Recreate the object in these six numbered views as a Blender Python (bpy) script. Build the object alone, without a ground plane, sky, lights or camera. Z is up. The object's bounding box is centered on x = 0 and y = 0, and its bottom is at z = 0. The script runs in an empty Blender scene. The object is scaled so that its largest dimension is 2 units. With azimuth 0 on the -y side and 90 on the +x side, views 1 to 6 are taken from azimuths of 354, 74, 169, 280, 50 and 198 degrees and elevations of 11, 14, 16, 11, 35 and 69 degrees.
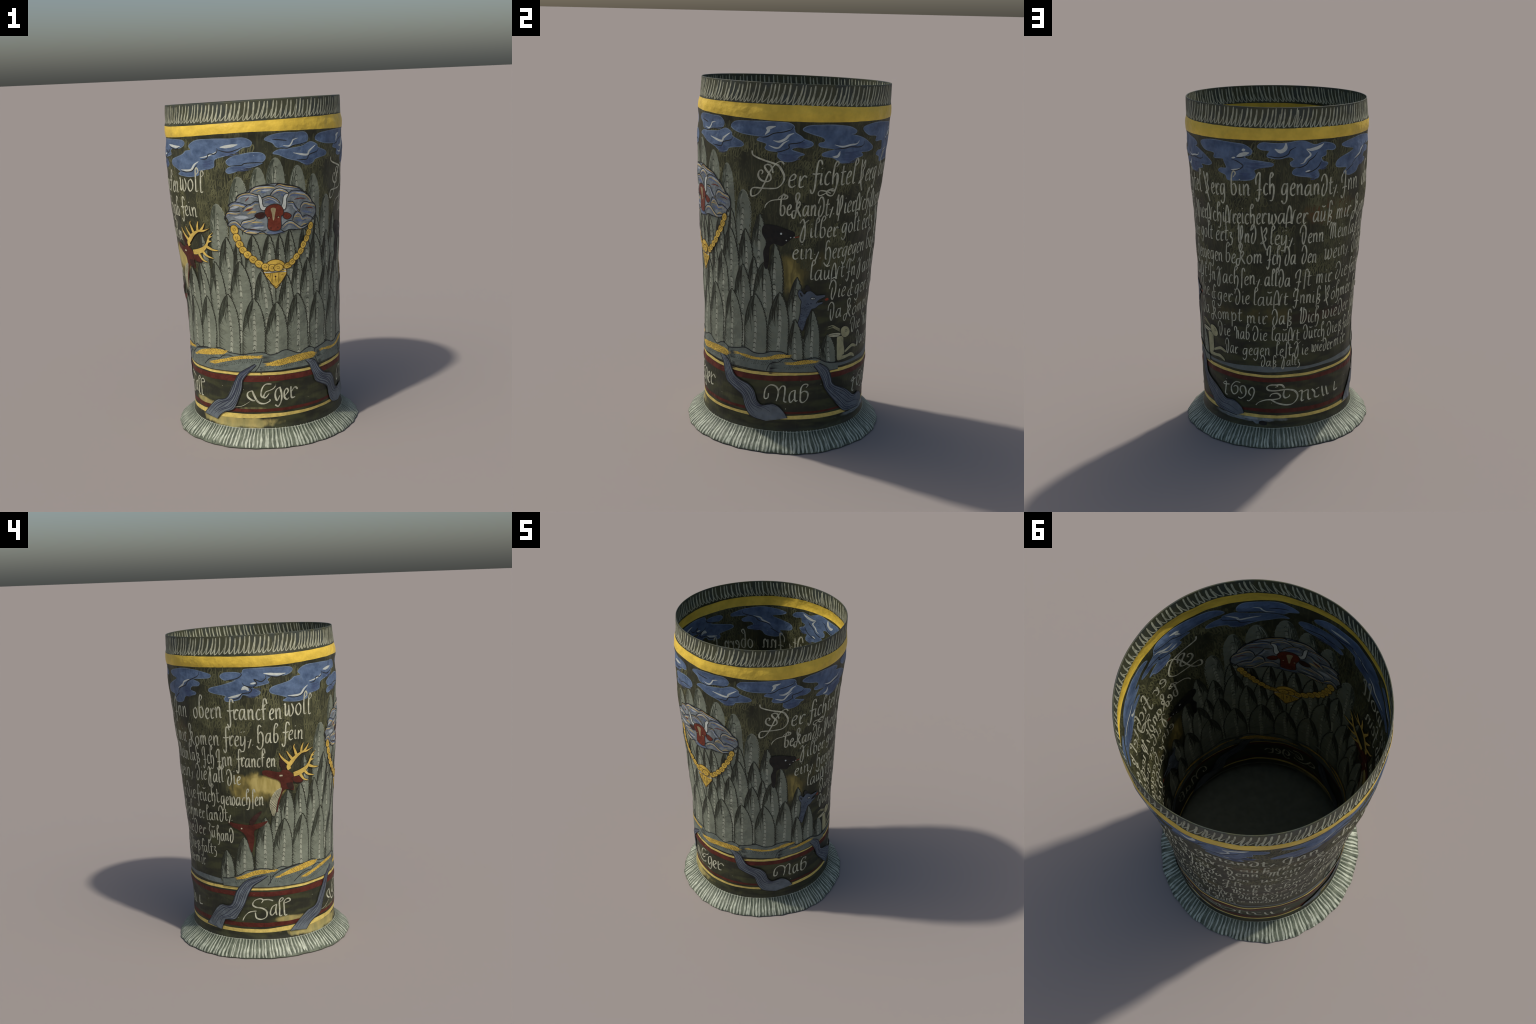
"""Painted glass beaker (enamelled humpen): a leaning, slightly flaring cylinder on a
spreading striped foot.  The wall is a lofted shell; every painted motif (firs, clouds,
ox head, padlocked chain, stag, bear, wolf, hare, hills, rivers, inscription) is a
thin enamel piece that hugs the outer and the inner face of the glass.

Painting coordinates: a = degrees round the beaker (0 = front, -y; 90 = +x), z = height.
"""
import bpy, bmesh, math, random
import numpy as np
from mathutils import Vector, noise
from mathutils.geometry import delaunay_2d_cdt

rng = random.Random(1699)
R0 = 0.497                       # nominal radius: turns degrees into metres while painting
DEG = math.pi / 180 * R0         # metres per painted degree
THICK = 0.005                    # glass wall
STEP = 0.00015
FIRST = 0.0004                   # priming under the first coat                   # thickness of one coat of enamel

# ------------------------------------------------------------------ form of the beaker
PROFILE_Z = np.array([0.0, .085, .11, .15, .20, .35, .385, .42, .50, .70, .90, 1.10, 1.30, 1.45, 1.60, 1.70, 1.76, 1.785, 1.82, 1.855, 1.885, 1.91, 1.96, 2.01])
PROFILE_R = np.array([.472, .472, .4655, .4645, .4655, .469, .4715, .469, .4685, .472, .483, .495, .506, .519, .5265, .532, .530, .531, .5365, .535, .528, .527, .5255, .524])
AXIS_Z = np.array([.2, .8, 1.4, 2.0])
AXIS_X = np.array([0, -.0060, -.0245, -.0130])
AXIS_Y = np.array([-.0010, .0050, .0080, .0325])


def oval(a, z):
    """The cylinder is slightly squashed along one diagonal."""
    k = np.interp(z, [.2, 2.0], [.0062, .0030]); d = np.interp(z, [.2, 2.0], [-32, -45])
    around = lambda c, w: np.exp(-(((np.asarray(a, float) - c + 180) % 360 - 180) / w) ** 2)
    bulge = .0038 * around(280, 42) * np.clip((z - .9) / .5, 0, 1) + .0050 * around(213, 26) * np.clip((z - 1.2) / .5, 0, 1)
    return k * np.cos(np.radians(2 * (a - d))) + bulge



def smooth_interp(x, xs, ys):
    """Monotone-ish cubic Hermite through the control points."""
    x = np.clip(x, xs[0], xs[-1])
    d = np.diff(ys) / np.diff(xs)
    m = np.concatenate([[d[0]], np.where(d[:-1] * d[1:] > 0, (d[:-1] + d[1:]) / 2, 0), [d[-1]]])
    i = np.clip(np.searchsorted(xs, x, side='right') - 1, 0, len(xs) - 2)
    h = xs[i + 1] - xs[i]
    t = (x - xs[i]) / h
    return (ys[i] * (1 + 2 * t) * (1 - t) ** 2 + m[i] * h * t * (1 - t) ** 2
            + ys[i + 1] * t * t * (3 - 2 * t) - m[i + 1] * h * t * t * (1 - t))


def rim_z(a):
    return 1.985 + 0.0145 * np.cos(np.radians(a - 35))


# relief of the hand-blown glass: soft lumps from a sum of noise, tabulated once on a grid
NA, NZ = 360, 230
_grid = np.zeros((NA, NZ))
for _i in range(NA):
    _t = 2 * math.pi * _i / NA
    _x, _y = math.cos(_t) * .5, math.sin(_t) * .5
    for _j in range(NZ):
        _z = 2.05 * _j / (NZ - 1)
        _grid[_i, _j] = (.0058 * noise.noise((_x * 7, _y * 7, _z * 7)) + .0024 * noise.noise((_x * 15 + 7, _y * 15, _z * 15)))


def relief(a, z):
    u = (a % 360) / 360 * NA
    v = np.clip(z / 2.05, 0, 1) * (NZ - 1)
    i = np.floor(u).astype(int); j = np.minimum(np.floor(v).astype(int), NZ - 2)
    fu, fv = u - i, v - j
    g = _grid
    i0, i1 = i % NA, (i + 1) % NA
    q = (g[i0, j] * (1 - fu) * (1 - fv) + g[i1, j] * fu * (1 - fv) + g[i0, j + 1] * (1 - fu) * fv + g[i1, j + 1] * fu * fv)
    calm = np.clip((2.0 - z) / .12, .25, 1) * np.clip((z - .11) / .08, 0, 1)
    return q * calm


def wall_point(a, z, off):
    a = np.asarray(a, float); z = np.asarray(z, float)
    r = smooth_interp(z, PROFILE_Z, PROFILE_R) + relief(a, z) + oval(a, z) + off
    t = np.radians(a)
    return np.stack([np.interp(z, AXIS_Z, AXIS_X) + r * np.sin(t),
                     np.interp(z, AXIS_Z, AXIS_Y) - r * np.cos(t), z], -1)


# the foot: radius of its lip round the beaker (it is not quite round), and its section
LIP_A = np.array([-180, -145, -107, -84, -58, -36, -18, 3, 33, 50, 60, 83, 103, 114, 130, 152, 169, 180.])
LIP_R = np.array([.562, .569, .565, .562, .561, .567, .566, .564, .558, .551, .553, .567, .566, .562, .563, .568, .563, .562])
FOOT_F = np.array([0, .05, .17, .34, .53, .71, .86, .96, 1.0, .985])       # outward, wall to lip
FOOT_Z = np.array([.106, .091, .0775, .064, .0495, .0360, .0240, .0120, .004, .0])   # height
FOOT_S = np.linspace(0, 1, len(FOOT_F))
FOOT_LEN = .165


def foot_point(a, s, off):
    a = np.asarray(a, float); s = np.asarray(s, float)
    aw = (a + 180) % 360 - 180
    lip = smooth_interp(aw, LIP_A, LIP_R)
    f = smooth_interp(s, FOOT_S, FOOT_F); z = smooth_interp(s, FOOT_S, FOOT_Z)
    wav = .0022 * np.sin(np.radians(aw) * 23 + 1.3) + .0016 * np.sin(np.radians(aw) * 41) + .002 * np.sin(np.radians(aw) * 9)
    e = 1e-3
    df = smooth_interp(np.minimum(s + e, 1), FOOT_S, FOOT_F) - smooth_interp(np.maximum(s - e, 0), FOOT_S, FOOT_F)
    dz = smooth_interp(np.minimum(s + e, 1), FOOT_S, FOOT_Z) - smooth_interp(np.maximum(s - e, 0), FOOT_S, FOOT_Z)
    dr = df * .1
    n = np.hypot(dr, dz) + 1e-9
    r = .465 + oval(aw, np.full_like(aw, .15)) * (1 - f) + (lip - .465) * f + wav * f * f + off * (-dz / n)
    zz = z + off * (dr / n) + .0015 * np.sin(np.radians(aw) * 17) * f * (1 - f) * 2
    t = np.radians(aw)
    return np.stack([r * np.sin(t), -.0014 - r * np.cos(t), zz], -1)


# ------------------------------------------------------------------ materials
def srgb(r, g, b, k=1.0):
    def lin(c):
        c /= 255
        return c / 12.92 if c <= .04045 else ((c + .055) / 1.055) ** 2.4
    return (lin(r) * k, lin(g) * k, lin(b) * k, 1)


def nodes_of(m):
    m.use_nodes = True
    t = m.node_tree
    return t, t.nodes, t.links


def enamel(name, colour, vary=.22, scale=26, rough=.55, second=None, grain=.15):
    """Opaque painted enamel: colour broken by two noises, a little brush grain in the bump."""
    m = bpy.data.materials.new(name)
    t, N, L = nodes_of(m)
    b = N['Principled BSDF']
    tc = N.new('ShaderNodeTexCoord')
    n1 = N.new('ShaderNodeTexNoise'); n1.inputs['Scale'].default_value = scale; n1.inputs['Detail'].default_value = 5
    n1.inputs['Roughness'].default_value = .62
    L.new(tc.outputs['Object'], n1.inputs['Vector'])
    ramp = N.new('ShaderNodeValToRGB')
    e = ramp.color_ramp.elements
    lo = [c * (1 - vary) for c in colour[:3]] + [1]
    hi = list(second) if second else [min(1, c * (1 + vary)) for c in colour[:3]] + [1]
    e[0].position, e[0].color = .33, lo
    e[1].position, e[1].color = .67, hi
    L.new(n1.outputs['Fac'], ramp.inputs['Fac'])
    L.new(ramp.outputs['Color'], b.inputs['Base Color'])
    n2 = N.new('ShaderNodeTexNoise'); n2.inputs['Scale'].default_value = 160; n2.inputs['Detail'].default_value = 3
    L.new(tc.outputs['Object'], n2.inputs['Vector'])
    bp = N.new('ShaderNodeBump'); bp.inputs['Strength'].default_value = grain; bp.inputs['Distance'].default_value = .004
    L.new(n2.outputs['Fac'], bp.inputs['Height'])
    n3 = N.new('ShaderNodeTexNoise'); n3.inputs['Scale'].default_value = 24; n3.inputs['Detail'].default_value = 2
    L.new(tc.outputs['Object'], n3.inputs['Vector'])
    lump = N.new('ShaderNodeBump'); lump.inputs['Strength'].default_value = .32; lump.inputs['Distance'].default_value = .02
    L.new(n3.outputs['Fac'], lump.inputs['Height']); L.new(bp.outputs['Normal'], lump.inputs['Normal'])
    L.new(lump.outputs['Normal'], b.inputs['Normal'])
    b.inputs['Roughness'].default_value = rough
    b.inputs['Specular IOR Level'].default_value = .25
    return m


def scribbled_ground():
    """Dark olive ground of the wall with curly vertical scribbles, dusky bands and ochre patches."""
    m = bpy.data.materials.new('olive_scribbled_ground')
    t, N, L = nodes_of(m)
    b = N['Principled BSDF']
    tc = N.new('ShaderNodeTexCoord')
    sep = N.new('ShaderNodeSeparateXYZ'); L.new(tc.outputs['Object'], sep.inputs[0])

    def math_(op, x, y=None, clamp=False):
        n = N.new('ShaderNodeMath'); n.operation = op; n.use_clamp = clamp
        for i, v in enumerate((x, y)):
            if v is None: continue
            if isinstance(v, (int, float)): n.inputs[i].default_value = v
            else: L.new(v, n.inputs[i])
        return n.outputs[0]

    def noise_(scale, stretch, detail=2, dist=0., rough=.5):
        mp = N.new('ShaderNodeMapping'); mp.inputs['Scale'].default_value = (1, 1, stretch)
        L.new(tc.outputs['Object'], mp.inputs['Vector'])
        n = N.new('ShaderNodeTexNoise'); n.inputs['Scale'].default_value = scale; n.inputs['Detail'].default_value = detail
        n.inputs['Distortion'].default_value = dist; n.inputs['Roughness'].default_value = rough
        L.new(mp.outputs['Vector'], n.inputs['Vector'])
        return n.outputs['Fac']

    def mix(fac, c1, c2):
        n = N.new('ShaderNodeMix'); n.data_type = 'RGBA'
        if isinstance(fac, (int, float)): n.inputs[0].default_value = fac
        else: L.new(fac, n.inputs[0])
        for i, c in ((6, c1), (7, c2)):
            if isinstance(c, tuple): n.inputs[i].default_value = c
            else: L.new(c, n.inputs[i])
        return n.outputs[2]

    def band(v, lo, hi):
        n = N.new('ShaderNodeMapRange'); n.interpolation_type = 'SMOOTHSTEP'
        L.new(v, n.inputs['Value']); n.inputs['From Min'].default_value = lo; n.inputs['From Max'].default_value = hi
        return n.outputs['Result']

    z = sep.outputs['Z']
    ang = math_('MULTIPLY', math_('ARCTAN2', sep.outputs['X'], math_('MULTIPLY', sep.outputs['Y'], -1.0)), 180 / math.pi)
    # contour lines of a noise field read as loops of a brush
    f1 = noise_(26, .22, 2, 1.2)
    saw = math_('ABSOLUTE', math_('SUBTRACT', math_('FRACT', math_('MULTIPLY', f1, 7.0)), .5))
    loops = math_('SUBTRACT', 1.0, band(saw, .06, .24))
    blot = noise_(9, .8, 4, .3)
    loops = math_('MULTIPLY', loops, math_('MULTIPLY', band(blot, .36, .6), band(z, .62, 1.0)))
    streak = noise_(60, .06, 3, .0)
    low = math_('SUBTRACT', 1.0, band(z, .75, 1.15))
    base = mix(band(blot, .3, .7), GROUND_DARK, GROUND_MID)
    col = mix(math_('MULTIPLY', loops, .5), base, GROUND_LIGHT)
    col = mix(math_('MULTIPLY', band(streak, .52, .72), .35), col, GROUND_LIGHT)
    # dusky smear under the writing and in the name band
    smear = noise_(7, 3.0, 4, .4)
    low_col = mix(band(smear, .38, .68), GROUND_BLACK, GROUND_GREEN)
    col = mix(math_('MULTIPLY', low, .8), col, low_col)

    def patch(a0, aw, z0, zw, soft, colour, colour2, strength):
        nonlocal col
        da = math_('DIVIDE', math_('SUBTRACT', ang, float(a0)), float(aw))
        dz = math_('DIVIDE', math_('SUBTRACT', z, float(z0)), float(zw))
        d = math_('SQRT', math_('ADD', math_('MULTIPLY', da, da), math_('MULTIPLY', dz, dz)))
        d = math_('ADD', d, math_('MULTIPLY', math_('SUBTRACT', noise_(17, .7, 4, .5), .5), 1.3))
        msk = math_('MULTIPLY', math_('SUBTRACT', 1.0, band(d, 1 - soft, 1 + soft)), strength)
        c = mix(band(noise_(26, .35, 3, .3), .35, .68), colour, colour2)
        col = mix(msk, col, c)

    col = mix(math_('MULTIPLY', band(z, 1.86, 1.90), .8), col, mix(band(noise_(14, .6, 3, .3), .4, .65), RIM_GREEN, RIM_BLUE))
    patch(-80, 19, 1.065, .08, .3, OCHRE_DARK, OCHRE, .95)
    patch(-75, 13, 1.085, .06, .25, OCHRE, OCHRE_LIGHT, 1.0)
    patch(76, 10, 1.0, .085, .35, OCHRE_DARK, OCHRE, .9)
    patch(98, 20, 1.06, .05, .6, GROUND_GREEN, OCHRE_DARK, .5)
    patch(-152, 18, 1.385, .06, .5, RUST, OCHRE_DARK, .75)
    patch(178, 50, .79, .035, .6, OCHRE_DARK, GROUND_MID, .55)
    patch(-150, 30, .765, .03, .6, RUST_DARK, GROUND_BLACK, .6)
    patch(-34, 31, .125, .032, .22, PALE_OLIVE, OCHRE_LIGHT, .85)
    patch(-60, 11, .215, .02, .3, PALE_OLIVE, OCHRE_LIGHT, .8)
    patch(-18, 8, .212, .01, .4, PALE_OLIVE, GROUND_LIGHT, .7)
    patch(146, 26, .138, .012, .5, GREY_WORN, PALE_GREEN, .8)
    L.new(col, b.inputs['Base Color'])
    bp = N.new('ShaderNodeBump'); bp.inputs['Strength'].default_value = .25; bp.inputs['Distance'].default_value = .006
    L.new(noise_(70, .5, 3), bp.inputs['Height']); L.new(bp.outputs['Normal'], b.inputs['Normal'])
    b.inputs['Roughness'].default_value = .5
    b.inputs['Specular IOR Level'].default_value = .25
    return m


K = 1.3                                           # display colour in sun -> base colour
GROUND_DARK = srgb(39, 40, 28, K); GROUND_MID = srgb(54, 55, 38, K); GROUND_LIGHT = srgb(82, 81, 56, K)
RIM_GREEN = srgb(68, 69, 50, K); RIM_BLUE = srgb(58, 63, 57, K)
GROUND_BLACK = srgb(36, 37, 29, K); GROUND_GREEN = srgb(62, 64, 40, K)
OCHRE = srgb(144, 129, 70, K); OCHRE_DARK = srgb(92, 83, 44, K); OCHRE_LIGHT = srgb(168, 152, 92, K)
RUST = srgb(96, 62, 34, K); RUST_DARK = srgb(58, 36, 26, K)
PALE_OLIVE = srgb(142, 134, 84, K); GREY_WORN = srgb(150, 158, 158, K); PALE_GREEN = srgb(120, 126, 110, K)

MAT = {}


def M(name, *a, **k):
    MAT[name] = enamel(name, *a, **k)


M('gold_enamel', srgb(204, 172, 64, K), vary=.18, scale=8, rough=.42, grain=.1)
M('yellow_line_enamel', srgb(192, 170, 92, K), vary=.2)
M('red_line_enamel', srgb(76, 31, 22, K), vary=.25)
M('grey_strip_enamel', srgb(92, 99, 96, K), vary=.12)
M('rim_stroke_enamel', srgb(150, 150, 127, K), vary=.3, scale=30)
M('foot_stripe_enamel', srgb(154, 158, 140, K), vary=.3, scale=30)
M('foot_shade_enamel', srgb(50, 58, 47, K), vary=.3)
M('foot_green_enamel', srgb(88, 94, 78, K), vary=.25, scale=20, second=srgb(104, 110, 92, K))
M('fir_grey_enamel', srgb(107, 112, 97, K), vary=.12, scale=14)
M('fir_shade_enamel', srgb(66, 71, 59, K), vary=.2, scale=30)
M('fir_ink', srgb(42, 43, 34, K), vary=.3)
M('fir_highlight_enamel', srgb(138, 141, 124, K), vary=.14, scale=30)
M('cloud_blue_enamel', srgb(66, 84, 111, K), vary=.22, scale=16, second=srgb(88, 106, 131, K))
M('cloud_pale_blue_enamel', srgb(100, 116, 134, K), vary=.2)
M('river_pale_enamel', srgb(108, 116, 118, K), vary=.2)
M('cloud_dark_blue_enamel', srgb(62, 74, 102, K), vary=.2, scale=30)
M('cloud_white_enamel', srgb(176, 180, 172, K), vary=.12)
M('dark_ink', srgb(36, 37, 36, K), vary=.3)
M('letter_white_enamel', srgb(166, 165, 143, K), vary=.34, scale=34)
M('medallion_grey_enamel', srgb(90, 98, 101, K), vary=.18, scale=22, second=srgb(122, 129, 130, K))
M('medallion_white_enamel', srgb(146, 152, 154, K), vary=.15)
M('fir_pale_hair', srgb(124, 128, 112, K), vary=.2)
M('ground_scribble', srgb(66, 67, 46, K), vary=.25, scale=10, second=srgb(94, 93, 64, K))
M('medallion_blue_enamel', srgb(84, 96, 118, K), vary=.18)
M('medallion_yellow_enamel', srgb(168, 148, 96, K), vary=.2)
M('medallion_red_enamel', srgb(92, 41, 26, K), vary=.25)
M('ox_red_enamel', srgb(94, 40, 26, K), vary=.22, scale=24)
M('ox_dark_enamel', srgb(52, 28, 23, K), vary=.3)
M('tan_enamel', srgb(146, 132, 98, K), vary=.15)
M('chain_gold_enamel', srgb(184, 152, 64, K), vary=.16)
M('chain_ink', srgb(66, 50, 24, K), vary=.2)
M('stag_maroon_enamel', srgb(72, 31, 22, K), vary=.25, scale=18)
M('stag_dark_enamel', srgb(48, 28, 23, K), vary=.3)
M('antler_gold_enamel', srgb(184, 156, 76, K), vary=.2)
M('cream_enamel', srgb(172, 168, 138, K), vary=.2)
M('bear_black_enamel', srgb(27, 25, 23, K), vary=.3)
M('wolf_blue_enamel', srgb(76, 85, 95, K), vary=.2)
M('tongue_red_enamel', srgb(120, 52, 34, K), vary=.2)
M('hare_cream_enamel', srgb(150, 146, 110, K), vary=.2)
M('hill_grey_enamel', srgb(94, 101, 92, K), vary=.15)
M('wheat_gold_enamel', srgb(184, 152, 64, K), vary=.2)
M('river_blue_enamel', srgb(90, 97, 101, K), vary=.18, scale=18)
M('river_ink', srgb(48, 52, 66, K), vary=.25)
M('base_plate_grey', srgb(116, 121, 103, K), vary=.1)
MAT['olive_scribbled_ground'] = scribbled_ground()

# ------------------------------------------------------------------ painting on the wall
CELL_A, CELL_Z = 1200, 800
coats = np.zeros((CELL_A, CELL_Z))       # how many coats already lie on each spot


def unwrap(pts):
    out = [tuple(pts[0])]
    for a, z in pts[1:]:
        while a - out[-1][0] > 180: a -= 360
        while a - out[-1][0] < -180: a += 360
        out.append((a, z))
    return out


def to_uv(pts):
    """(degrees, centimetres) -> metres on the flattened wall."""
    return [(a * DEG, z * .01) for a, z in unwrap(pts)]


def curve(pts, gap=.008, closed=False):
    """Catmull-Rom through uv control points, resampled evenly."""
    p = np.array(pts, float)
    n = len(p)
    if n < 2: return p
    if n == 2 and not closed:
        k = max(2, int(np.hypot(*(p[1] - p[0])) / gap) + 1)
        return p[0] + np.linspace(0, 1, k)[:, None] * (p[1] - p[0])
    idx = range(n if closed else n - 1)
    out = []
    for i in idx:
        if closed: a, b, c, d = p[i - 1], p[i], p[(i + 1) % n], p[(i + 2) % n]
        else: a, b, c, d = p[max(i - 1, 0)], p[i], p[i + 1], p[min(i + 2, n - 1)]
        t = np.linspace(0, 1, 9)[:-1, None]
        out.append(.5 * (2 * b + (c - a) * t + (2 * a - 5 * b + 4 * c - d) * t ** 2 + (3 * b - a - 3 * c + d) * t ** 3))
    out = np.vstack(out + ([] if closed else [p[-1:]]))
    q = np.vstack([out, out[:1]]) if closed else out
    s = np.concatenate([[0], np.cumsum(np.hypot(*np.diff(q, axis=0).T))])
    k = max(3, int(s[-1] / gap) + 1)
    ss = np.linspace(0, s[-1], k + (1 if closed else 0))
    r = np.stack([np.interp(ss, s, q[:, 0]), np.interp(ss, s, q[:, 1])], -1)
    return r[:-1] if closed else r


def inside(poly, x, y):
    c = np.zeros(x.shape, bool)
    j = len(poly) - 1
    for i in range(len(poly)):
        xi, yi = poly[i]; xj, yj = poly[j]
        if yi != yj:
            c ^= ((yi > y) != (yj > y)) & (x < (xj - xi) * (y - yi) / (yj - yi) + xi)
        j = i
    return c


def wobble(p, amp, seed, freq=40, closed=True):
    q = np.array(p, float)
    for v in q:
        v[0] += amp * noise.noise((v[0] * freq, v[1] * freq, seed))
        v[1] += amp * noise.noise((v[0] * freq, v[1] * freq, seed + 9.7))
    return q


class Piece:
    """One painted motif: fills and strokes gathered, stacked in coats, made into one mesh object."""
    both_sides = True

    def __init__(self, name, parent, surface=wall_point):
        self.name, self.parent, self.surface = name, parent, surface
        self.chunks = []           # (uv array, faces, offset array, material)

    # -- coats
    def _cells(self, uvs):
        if not len(uvs): return np.zeros(0, int), np.zeros(0, int)
        ia = np.floor(uvs[:, 0] / DEG / 360 * CELL_A).astype(int) % CELL_A
        iz = np.clip(np.floor(uvs[:, 1] / 2.05 * CELL_Z).astype(int), 0, CELL_Z - 1)
        return ia, iz

    def _coat(self, footprint):
        ia, iz = self._cells(footprint)
        h = coats[ia, iz].max() + 1 if len(ia) else 1
        coats[ia, iz] = np.maximum(coats[ia, iz], h)
        return FIRST + h * STEP

    def fill(self, outline, mat, gap=.01, raise_=True):
        poly = np.array(outline, float)
        lo, hi = poly.min(0), poly.max(0)
        gx, gy = np.meshgrid(np.arange(lo[0] + gap / 2, hi[0], gap), np.arange(lo[1] + gap / 2, hi[1], gap))
        gx = gx.ravel() + (np.arange(gx.size) % 2) * gap * .11; gy = gy.ravel()
        keep = inside(poly, gx, gy)
        gx, gy = gx[keep], gy[keep]
        # keep the lattice off the outline
        if len(gx):
            far = np.ones(len(gx), bool)
            for s in range(0, len(poly)):
                far &= (gx - poly[s, 0]) ** 2 + (gy - poly[s, 1]) ** 2 > (gap * .35) ** 2
            gx, gy = gx[far], gy[far]
        pts = np.vstack([poly, np.stack([gx, gy], -1)]) if len(gx) else poly
        n = len(poly)
        v, e, f, *_ = delaunay_2d_cdt([Vector(p) for p in pts], [(i, (i + 1) % n) for i in range(n)], [list(range(n))], 1, 1e-6)
        if not len(f): return
        v = np.array([tuple(q) for q in v])
        tri = [tuple(q) for q in f]
        a = v[list(tri[0])]
        if (a[1, 0] - a[0, 0]) * (a[2, 1] - a[0, 1]) - (a[1, 1] - a[0, 1]) * (a[2, 0] - a[0, 0]) < 0:
            tri = [q[::-1] for q in tri]
        fx, fy = np.meshgrid(np.arange(lo[0], hi[0] + .0025, .0025), np.arange(lo[1], hi[1] + .0025, .0025))
        fx, fy = fx.ravel(), fy.ravel(); k = inside(poly, fx, fy)
        off = self._coat(np.vstack([np.stack([fx[k], fy[k]], -1), v])) if raise_ else 0
        self.chunks.append((v, tri, np.full(len(v), off), mat))

    def strokes(self, lines, mat):
        """lines: list of (uv polyline, width or per-point widths).  All lie in one coat."""
        made, foot = [], []
        for k, (p, w) in enumerate(lines):
            p = np.array(p, float)
            if len(p) < 2: continue
            w = np.broadcast_to(np.asarray(w, float), (len(p),))
            d = np.gradient(p, axis=0)
            d /= np.hypot(d[:, 0], d[:, 1])[:, None] + 1e-12
            nrm = np.stack([-d[:, 1], d[:, 0]], -1)
            l, r = p + nrm * w[:, None] / 2, p - nrm * w[:, None] / 2
            v = np.empty((2 * len(p), 2)); v[0::2] = l; v[1::2] = r
            f = [(2 * i, 2 * i + 1, 2 * i + 3, 2 * i + 2) for i in range(len(p) - 1)]
            micro = (k % 9) * 7e-6 + np.repeat(np.linspace(0, 6e-6, len(p)), 2)
            made.append((v, f, micro)); foot.append(v); foot.append(p)
        if not made: return
        off = self._coat(np.vstack(foot))
        for v, f, micro in made:
            self.chunks.append((v, f, off + micro, mat))

    def pen(self, pts, mat_lines, width, gap=.008):
        mat_lines.append((curve(pts, gap), width))

    def dots(self, places, size, mat, aspect=1.0):
        for (u, v) in places:
            s = size
            ring = [(u + s * math.cos(t) * aspect, v + s * math.sin(t)) for t in np.linspace(0, 2 * math.pi, 9)[:-1]]
            self.fill(ring, mat, gap=.02)

    def build(self):
        if not self.chunks: return None
        mats, V, F, FM = [], [], [], []
        n = 0
        for v, f, off, mat in self.chunks:
            if mat not in mats: mats.append(mat)
            mi = mats.index(mat)
            sides = (1, -1) if self.both_sides and self.surface is wall_point else (1,)
            for side in sides:
                o = off if side == 1 else -THICK - off
                if self.surface is wall_point: P = wall_point(v[:, 0] / DEG, v[:, 1], o)
                else: P = self.surface(v[:, 0], v[:, 1], o)
                V.append(P)
                F += [tuple(i + n for i in (q if side == 1 else q[::-1])) for q in f]
                FM += [mi] * len(f)
                n += len(P)
        return make_object(self.name, np.vstack(V), F, [MAT[m] for m in mats], FM, self.parent)


def make_object(name, V, F, mats, FM=None, parent=None, smooth=True):
    me = bpy.data.meshes.new(name)
    me.from_pydata([tuple(p) for p in V], [], F)
    for m in mats: me.materials.append(m)
    if FM is not None: me.polygons.foreach_set('material_index', FM)
    me.polygons.foreach_set('use_smooth', [smooth] * len(me.polygons))
    me.update()
    o = bpy.data.objects.new(name, me)
    bpy.context.scene.collection.objects.link(o)
    if parent: o.parent = parent
    return o


def group(name, parent):
    o = bpy.data.objects.new(name, None)
    o.empty_display_size = .1
    bpy.context.scene.collection.objects.link(o)
    if parent: o.parent = parent
    return o


def taper(n, w, a=.25, b=.25, tip=.15):
    t = np.linspace(0, 1, n)
    return w * (tip + (1 - tip) * np.minimum(1, np.minimum(t / max(a, 1e-3), (1 - t) / max(b, 1e-3))))


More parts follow.
